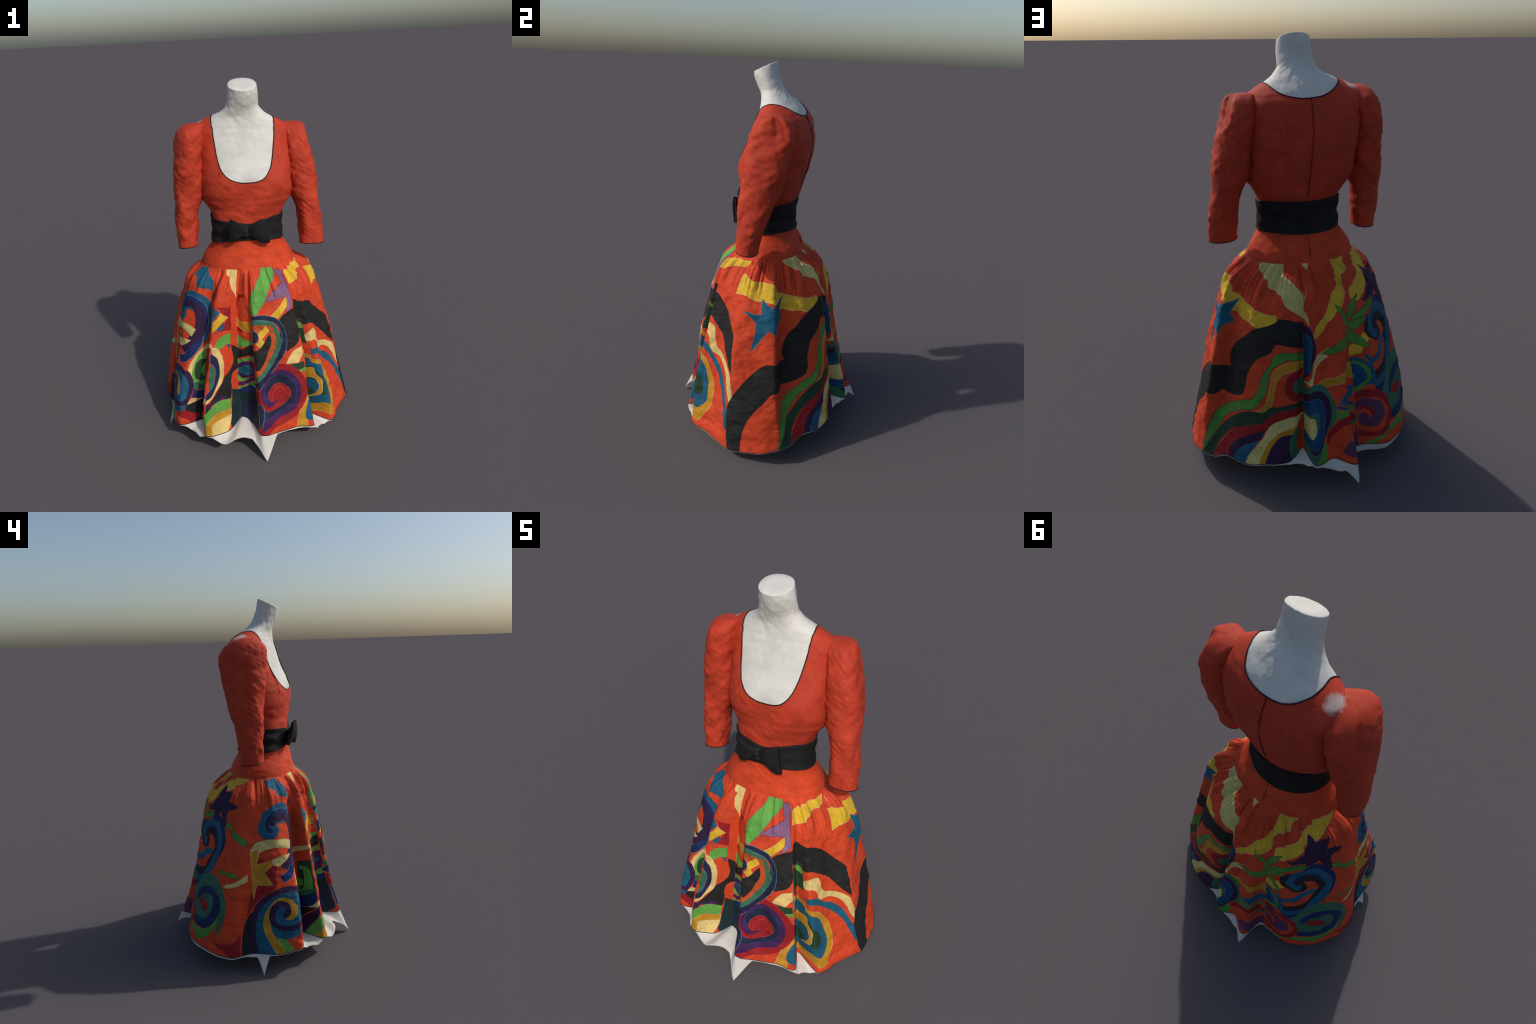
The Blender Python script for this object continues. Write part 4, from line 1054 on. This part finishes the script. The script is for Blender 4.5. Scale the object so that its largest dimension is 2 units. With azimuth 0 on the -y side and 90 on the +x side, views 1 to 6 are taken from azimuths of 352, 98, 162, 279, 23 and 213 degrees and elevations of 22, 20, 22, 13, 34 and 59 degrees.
def band(name, mat, points, line=None):
    """a stroke: control points (az, z, half width in metres)"""
    C = catmull([p[:2] for p in points], False, .004)
    P = np.array([[p[0] * KU, p[1]] for p in points]); w = [p[2] for p in points]
    # half width along the stroke, by nearest arc position of the control points
    s = np.r_[0, np.cumsum(np.linalg.norm(np.diff(C, axis=0), axis=1))]
    sc = []; k0 = 0
    for p in P:
        k = k0 + int(np.argmin(np.linalg.norm(C[k0:k0 + 400] - p, axis=1))); sc.append(s[k]); k0 = k
    sc = np.maximum.accumulate(np.array(sc) + np.arange(len(sc)) * 1e-6)
    half = pchip(sc, w, s)
    a, b = band_outline(C, half)
    Q = np.vstack([a, b[::-1]])
    LAYERS.append((name, mat, [Q], False))
    if line:
        LAYERS.append(('outline_' + line, line, [Q], True))

if 'paint_print' in globals():
    paint_print(patch, band)

def inside(poly, p):
    """non-zero winding test, vectorised over points p"""
    w = np.zeros(len(p), int); a = poly; b = np.roll(poly, -1, 0)
    for (x0, y0), (x1, y1) in zip(a, b):
        if y0 == y1:
            continue
        c = (x1 - x0) * (p[:, 1] - y0) - (p[:, 0] - x0) * (y1 - y0)
        w += ((y0 <= p[:, 1]) & (y1 > p[:, 1]) & (c > 0)).astype(int)
        w -= ((y1 <= p[:, 1]) & (y0 > p[:, 1]) & (c < 0)).astype(int)
    return w != 0

LINE_HALF = .0011
def flat_skirt():
    """triangulate the flat pattern so that every print edge is a mesh edge"""
    u0, u1 = CUT * KU, (CUT + 360) * KU
    h = .0054
    us = np.linspace(u0, u1, int((u1 - u0) / h) + 1); zs = np.arange(.05, SKIRT_TOP, h)
    rng = np.random.default_rng(3)
    G = np.array([(u + (h * .5 if j % 2 else 0), z) for j, z in enumerate(zs) for u in us[:-1]])
    G2 = np.array([(u + h * (.25 + .5 * (j % 2)), z + h * .5) for j, z in enumerate(zs) if z > .86 for u in us[:-1]])
    G = np.vstack([G, G2])      # finer in the gathers
    G += rng.uniform(-.0004, .0004, G.shape)
    G = G[(G[:, 0] > u0 + .002) & (G[:, 0] < u1 - .002) & (G[:, 1] < SKIRT_TOP - .002) & (G[:, 1] > hem_z(G[:, 0] / KU) + .0025)]
    hem = np.stack([us, hem_z(us / KU)], 1); top = np.stack([us, np.full_like(us, SKIRT_TOP)], 1)
    verts = [tuple(v) for v in G]; edges = []
    def add_line(Q, closed):
        n0 = len(verts); verts.extend(map(tuple, Q))
        edges.extend((n0 + i, n0 + i + 1) for i in range(len(Q) - 1))
        if closed:
            edges.append((n0 + len(Q) - 1, n0))
    def side(k):
        zz = np.arange(hem[k, 1], SKIRT_TOP, h)[1:-1]
        return np.stack([np.full_like(zz, us[k]), zz], 1)
    border = np.vstack([hem, side(-1), top[::-1], side(0)[::-1]]); add_line(border, True)
    polys = []
    for li, (name, mat, loops, is_line) in enumerate(LAYERS):
        for Q in loops:
            if is_line:
                a, b = band_outline(Q, LINE_HALF, True); rings = [a, b]
            else:
                rings = [Q]
            for sh in (-360 * KU, 0, 360 * KU, 720 * KU):
                rs = [r + [sh, 0] for r in rings]
                if rs[0][:, 0].max() < u0 or rs[0][:, 0].min() > u1:
                    continue
                for r in rs:
                    add_line(r, True)
                polys.append((li, rs))
    V, E, F, ov, oe, of = delaunay_2d_cdt([Vector(v) for v in verts], edges, [], 0, 1e-6)
    V = np.array([(v[0], v[1]) for v in V]); F = np.array([f for f in F if len(f) == 3])
    c = V[F].mean(1)
    ok = inside(border, c) if False else (c[:, 1] > np.interp(c[:, 0], hem[:, 0], hem[:, 1])) & (c[:, 1] < SKIRT_TOP) & (c[:, 0] > u0) & (c[:, 0] < u1)
    F = F[ok]; c = c[ok]
    own = np.full(len(F), -1)
    for li, rs in polys:
        lo = np.min([r.min(0) for r in rs], 0); hi = np.max([r.max(0) for r in rs], 0)
        k = np.where((c[:, 0] >= lo[0]) & (c[:, 0] <= hi[0]) & (c[:, 1] >= lo[1]) & (c[:, 1] <= hi[1]))[0]
        if not len(k):
            continue
        w = inside(rs[0], c[k])
        if len(rs) == 2:
            w = w ^ inside(rs[1], c[k])
        own[k[w]] = li
    return V, F, own

def build_skirt():
    V, F, own = flat_skirt()
    az = V[:, 0] / KU; z = V[:, 1]
    P = skirt_point(az, z)
    e = .6; dz = .004
    du = skirt_point(az + e, z) - skirt_point(az - e, z); dv = skirt_point(az, np.minimum(z + dz, ZHI)) - skirt_point(az, z - dz)
    Nn = np.cross(du, dv); Nn /= np.linalg.norm(Nn, axis=1)[:, None]
    def piece(name, mat, sel, parent):
        f = F[sel]; used, inv = np.unique(f, return_inverse=True)
        return add_object(name, P[used], inv.reshape(-1, 3), mat, parent, True, Nn[used])
    skirt = piece('skirt', ORANGE, own == -1, ROOT)
    outl = {}
    for li, (name, mat, loops, is_line) in enumerate(LAYERS):
        sel = own == li
        if not sel.any():
            continue
        if is_line:
            outl.setdefault(mat, []).append(sel); continue
        piece(name, DYES[mat], sel, skirt)
    for mat, sels in outl.items():
        ob = piece('painted_outline', LINES[mat], np.any(sels, 0), skirt); ob['kind'] = 'stuff'
    return skirt

DYES = {k: cloth(k + '_dye', c, vary=.16, patch=.10) for k, c in globals().get('DYE_COLOURS', {}).items()}
LINES = {k: cloth(k + '_line', c, vary=.1) for k, c in globals().get('LINE_COLOURS', {}).items()}
SKIRT_OBJ = build_skirt()

# gathered edge turned in against the hip yoke
def gathered_edge():
    a = np.arange(0, 360, .75)
    out = skirt_point(a, np.full_like(a, SKIRT_TOP)); V = []
    for k, dz in ((1.0, 0), (.985, .0035), (.95, .002), (.90, -.006)):
        V.append(out * [k, k, 1] + [0, 0, dz])
    add_object('gathered_seam', np.stack(V, 1).reshape(-1, 3), grid_faces(len(a), 4), ORANGE)
gathered_edge()
# hem piping and inner lining of the skirt
az = np.arange(0, 360, .5)
tube('hem_piping', skirt_point(az, hem_z(az) - .0005, -.001), .0024, TRIM)
def lining():
    a = np.arange(0, 360, 1.5); t = np.linspace(0, 1, 40); V = []
    for q in a:
        z = hem_z(q) + .004 + t * (SKIRT_TOP - hem_z(q) - .03)
        V.append(skirt_point(np.full_like(z, q), z, -.008))
    add_object('skirt_lining', np.concatenate(V), [f[::-1] for f in grid_faces(len(a), len(t))], LINER)
lining()

# ------------------------------------------------------------------ petticoat below the hem, with spikes the scan left where it closed the bottom
SCAN_SPIKES = [(355.6, .5390, .003, 5.4, 5.5), (192.7, .5550, .072, 2.6, 4.5), (278.0, .5720, .0015, 2.2, 4.0)]   # azimuth, radius, height, width, flare
def petticoat():
    a = np.arange(0, 360, .5); t = np.linspace(0, 1, 12)
    rt = skirt_r(a, hem_z(a)) - .004; zt = hem_z(a) + .002
    # it bridges the hollows of the folds: outline of the hem spanned and rounded
    w = 30; hull = np.max([np.roll(rt, k) - .0005 * abs(k) for k in range(-w, w + 1)], 0)
    K = np.hanning(25); K /= K.sum(); hull = sum(k * np.roll(hull, d) for k, d in zip(K, range(-12, 13)))
    fill = ring([0, 20, 38, 60, 90, 150, 167, 178, 188, 200, 240, 262, 277, 292, 308, 337], [.8, .5, .9, .2, .1, .2, .8, .6, .9, .2, .1, .2, .7, .2, .8, 1], a)
    hull = rt + np.maximum(hull - rt, 0) * fill
    deep = np.clip((hull - rt) / .06, 0, 1)
    rb = np.maximum(rt + .001, hull - .006); zb = zt - .010 - .03 * deep
    front = np.exp(-(((a - 345 + 180) % 360 - 180) / 13) ** 2); zb -= .022 * front * (1 - deep * .6)
    for ta, tr, tz, w, fl in SCAN_SPIKES:
        d = np.abs((a - ta + 180) % 360 - 180)
        k = np.clip(1 - d / (w * 1.7), 0, 1) ** 1.3
        rb += (tr - rb) * k; zb += (tz - zb) * k
    back = np.exp(-(((a - 210 + 180) % 360 - 180) / 36) ** 2); zb -= .030 * back; rb = rb - .006 * back * (1 - deep)
    V = []
    for i in range(len(a)):
        r = rt[i] + (rb[i] - rt[i]) * t ** .9; z = zt[i] + (zb[i] - zt[i]) * t
        # turned under
        r = np.r_[r, rb[i] - .006, rb[i] - .03, (rb[i] - .03) * .5, .01]; z = np.r_[z, zb[i] + .001, zb[i] * .5 + .055, .11, .12]
        q = math.radians(a[i]); V.append(np.stack([r * math.sin(q), -r * math.cos(q), z], -1))
    nv = len(V[0])
    add_object('petticoat', np.concatenate(V), [f[::-1] for f in grid_faces(len(a), nv)], LINER)
petticoat()

# ------------------------------------------------------------------ torso: mannequin chest and neck, bodice on top
# neckline: azimuth of the body section and height; deep scoop in front, shallow one behind
NECKLINE = [(1, 1.495), (7.3, 1.502), (13.8, 1.521), (20.1, 1.556), (25, 1.605), (30.6, 1.683), (35.6, 1.735), (43.5, 1.770), (57, 1.793), (74, 1.805), (90, 1.810),
            (110, 1.807), (128, 1.796), (148, 1.772), (165, 1.753), (178, 1.745), (188, 1.749), (201, 1.764), (221, 1.787), (241, 1.804), (270, 1.814),
            (287, 1.808), (303, 1.794), (317, 1.768), (324, 1.735), (327.3, 1.683), (329.3, 1.61), (333, 1.560), (341, 1.522), (350, 1.503), (356, 1.496)]
def neckline_level(a):
    return level_at_height(ring([n[0] for n in NECKLINE], [n[1] for n in NECKLINE], a))

def torso_wrinkle(P, amp, seed):
    x, y, z = P[..., 0], P[..., 1], P[..., 2]
    u = np.arctan2(x, -y) / (2 * math.pi) + .5; v = (z - 1.0) / 1.0
    return amp * (noise(u, v, 18, 26, seed) + .6 * noise(u + .3 * v, v, 40, 50, seed + 1))

def grow(P, d):
    """push points outward from the body axis"""
    c = np.array([-.008, -.03]); q = P[..., :2] - c; r = np.linalg.norm(q, axis=-1, keepdims=True) + 1e-6
    out = P.copy(); out[..., :2] += q / r * d[..., None]; return out

def build_torso():
    a = np.arange(0, 360, 1.5); n = len(a)
    # mannequin: from below the neckline up to the neck rim
    def shell(name, s0, s1, m, mat, cap):
        A, T = np.meshgrid(a, np.linspace(0, 1, m), indexing='ij')
        S = s0[:, None] + (s1 - s0)[:, None] * T
        P = torso_point(A, S); P = grow(P, torso_wrinkle(P, .0022, 31))
        V = list(P.reshape(-1, 3)); F = grid_faces(n, m)
        if cap:
            top = P[:, -1]; c = top.mean(0)
            for k in (.965, .5):
                b = len(V); ring_ = c + (top - c) * k + [0, 0, .0025 if k > .9 else .0035]
                prev = [(i * m + m - 1) for i in range(n)] if k > .9 else list(range(b - n, b))
                V.extend(ring_)
                F.extend((prev[i], prev[(i + 1) % n], b + (i + 1) % n, b + i) for i in range(n))
            V.append(c + [0, 0, .0035]); q = len(V) - 1; b = q - n
            F.extend((b + i, b + (i + 1) % n, q) for i in range(n))
        return add_object(name, V, F, mat)
    neck_base = np.full(n, 17.2) + .35 * np.cos(np.radians(a)) * -1
    shell('chest', np.minimum(neckline_level(a) - .8, neck_base - .5), neck_base, 60, SKIN, False)
    shell('neck', neck_base, np.full(n, 21.0), 36, SKIN, True)
    # hip yoke below the belt, bodice above it
    def garment(name, s0, s1, m, mat, hemmed):
        A, T = np.meshgrid(a, np.linspace(0, 1, m), indexing='ij')
        S = s0 + (s1 - s0)[:, None] * T
        P = torso_point(A, S, .004)
        P = grow(P, torso_wrinkle(P, .0032, 41) * (1 - smoothstep(.93, 1, T) * hemmed))
        if hemmed:      # turned-in edge at the neckline
            P = np.concatenate([P, torso_point(a, s1 - .02, -.003)[:, None, :]], 1)
        return add_object(name, P.reshape(-1, 3), grid_faces(n, P.shape[1]), mat)
    s1 = neckline_level(a); waist = float(level_at_height(1.22))
    garment('hip_yoke', .6, np.full(n, waist), 60, ORANGE, False)
    garment('bodice', waist, s1, 130, RED, True)
    tube('neckline_piping', torso_point(a, s1, .004), .0026, TRIM)
    # back opening: zip seam with a small raised placket edge
    z = np.linspace(1.32, 1.742, 60)
    s = level_at_height(z)
    tube('back_seam', torso_point(np.full_like(z, 180.), s, .0062), .0026, SEAM, closed=False)
    z = np.linspace(1.035, 1.15, 30)
    tube('back_seam', torso_point(np.full_like(z, 178.), level_at_height(z), .0045), .002, SEAM, closed=False)
SEAM = cloth('dark_red_seam', (.16, .012, .008))
build_torso()

# ------------------------------------------------------------------ sleeves
def build_sleeve(table, seed, side):
    T = np.array(table); m = 150; n = 120
    k = np.arange(len(T)) * 1.0
    arc = np.r_[0, np.cumsum(np.hypot(np.diff(T[:, 0]), np.diff(T[:, 2])))]
    t = np.linspace(0, arc[-1], m)
    z, xi, xo, yf, yb = [pchip(arc, T[:, c], t) for c in range(5)]
    a = np.arange(n) * 2 * math.pi / n
    A = a[:, None]; ex = 2 / 2.3
    sx = np.sin(A); cy = -np.cos(A)
    xm, hx = (xi + xo) / 2, np.abs(xo - xi) / 2; ym, hy = (yf + yb) / 2, (yb - yf) / 2
    ux = np.sign(sx) * np.abs(sx) ** ex; uy = np.sign(cy) * np.abs(cy) ** ex
    U = A / (2 * math.pi) + 0 * z; V = np.broadcast_to((z - 1.0) / 1.0, U.shape)
    # crumpled linen: diagonal drag lines plus gathers in the sleeve head
    Zb = np.broadcast_to(z, U.shape)
    w = .0055 * noise(U + .9 * V, V, 8, 9, seed) + .0034 * noise(U - 1.3 * V, V, 15, 24, seed + 1) + .0024 * noise(U + 1.6 * V, V, 30, 46, seed + 2)
    w = w * (.45 + .55 * smoothstep(1.12, 1.22, Zb))
    # pleats gathered into the sleeve head
    w = w + .011 * noise(U, V * .2, 20, 3, seed + 3) * smoothstep(1.62, 1.72, Zb)
    w = w * (1 - .45 * smoothstep(1.74, 1.775, Zb))
    X = xm + (hx + w) * ux; Y = ym + (hy + w) * uy; Z = np.broadcast_to(z, X.shape).copy()
    Z += (1 - smoothstep(1.10, 1.22, Z)) * (-.10 * (Y - ym) - .06 * side * (X - xm))
    P = np.stack([X, Y, Z], -1)
    # inside of the cuff
    c = P[:, 0].mean(0); inner = []
    for kz, kk in ((.0, .955), (.03, .95), (.10, .9), (.10, .02)):
        q = c + (P[:, 0] - c) * [kk, kk, 1] + [0, 0, kz]; inner.append(q)
    P = np.concatenate([np.stack(inner[::-1], 1), P], 1)
    V_ = P.reshape(-1, 3); nv = P.shape[1]; F = grid_faces(n, nv)
    F.append(tuple(i * nv + nv - 1 for i in range(n)))
    add_object('sleeve', V_, F, RED)
    tube('cuff_piping', P[:, 4] * 1.0, .0022, TRIM)
build_sleeve(SLEEVE_PLUS, 51, 1)
build_sleeve(SLEEVE_MINUS, 61, -1)

# ------------------------------------------------------------------ belt and bow
BELT_TOP = [(0, 1.272), (20, 1.285), (40, 1.296), (70, 1.288), (90, 1.288), (120, 1.296), (180, 1.302), (240, 1.302), (270, 1.292), (300, 1.288), (330, 1.285)]
BELT_LOW = [(0, 1.185), (30, 1.172), (60, 1.158), (90, 1.150), (140, 1.152), (180, 1.152), (220, 1.152), (270, 1.156), (300, 1.165), (330, 1.182)]
def build_belt():
    a = np.arange(0, 360, 1.5); n = len(a); m = 40
    top = ring([b[0] for b in BELT_TOP], [b[1] for b in BELT_TOP], a); low = ring([b[0] for b in BELT_LOW], [b[1] for b in BELT_LOW], a)
    A, T = np.meshgrid(a, np.linspace(0, 1, m), indexing='ij')
    Z = low[:, None] + (top - low)[:, None] * T
    P = torso_point(A, level_at_height(Z), .0135)
    P = grow(P, torso_wrinkle(P, .0022, 71) + .0022 * np.sin(T * math.pi * 4 + A / 22))
    lo = torso_point(a, level_at_height(low), .002)[:, None]; hi = torso_point(a, level_at_height(top), .002)[:, None]
    P = np.concatenate([lo, P, hi], 1)
    add_object('belt', P.reshape(-1, 3), grid_faces(n, m + 2), BLACKCLOTH)
build_belt()

def build_bow():
    bow = bpy.data.objects.new('bow', None); bpy.context.collection.objects.link(bow); bow.parent = ROOT; bow.empty_display_size = .05
    knot = np.array([-.043, -.176, 1.236])
    def loop(tip_top, tip_low, depth, seed):
        """puffed ribbon loop from the knot to a flared end"""
        tt = np.array(tip_top); tl = np.array(tip_low); n = 40; m = 24
        t = np.linspace(0, 1, n); mid = (tt + tl) / 2; half = (tt - tl) / 2
        V = []
        for k in t:
            c = knot + (mid - knot) * k + [0, -.014 * math.sin(k * math.pi), 0]
            hz = .028 + (1 - .028 / np.linalg.norm(half)) * 0 + (np.linalg.norm(half) - .028) * smoothstep(0, .9, k)
            d = half / np.linalg.norm(half); th = depth * (math.sin(min(1, k * 1.02) * math.pi) ** .6 * .62 + .38)
            for j in range(m):
                q = 2 * math.pi * j / m
                r = .0035 * math.sin(5 * q + 6 * k + seed)
                cq, sq = math.cos(q), math.sin(q); cq = math.copysign(abs(cq) ** .6, cq); sq = math.copysign(abs(sq) ** .6, sq)
                V.append(c + d * (hz + r * .3) * cq + np.array([0, -1, 0]) * (th * sq * .85 + r * .4))
        F = []
        for i in range(n - 1):
            for j in range(m):
                F.append((i * m + j, (i + 1) * m + j, (i + 1) * m + (j + 1) % m, i * m + (j + 1) % m))
        F.append(tuple(range(m))[::-1]); F.append(tuple((n - 1) * m + j for j in range(m)))
        ob = add_object('bow_loop', V, [f[::-1] for f in F], BLACKCLOTH, bow)
    loop((-.124, -.216, 1.322), (-.137, -.186, 1.190), .022, 1)
    loop((.066, -.213, 1.306), (.085, -.202, 1.166), .023, 2)
    # knot
    V = []; n = 24; m = 20
    for i in range(n):
        v = -1 + 2 * i / (n - 1); r = math.sqrt(max(0, 1 - v ** 4)) * (1 + .06 * math.sin(9 * v))
        for j in range(m):
            q = 2 * math.pi * j / m
            V.append(knot + [(.023 + .003 * v * v) * r * math.cos(q), -.008 + -.024 * r * math.sin(q), .036 * v])
    F = [(i * m + j, i * m + (j + 1) % m, (i + 1) * m + (j + 1) % m, (i + 1) * m + j) for i in range(n - 1) for j in range(m)]
    add_object('bow_knot', V, [f[::-1] for f in F], BLACKCLOTH, bow)
build_bow()
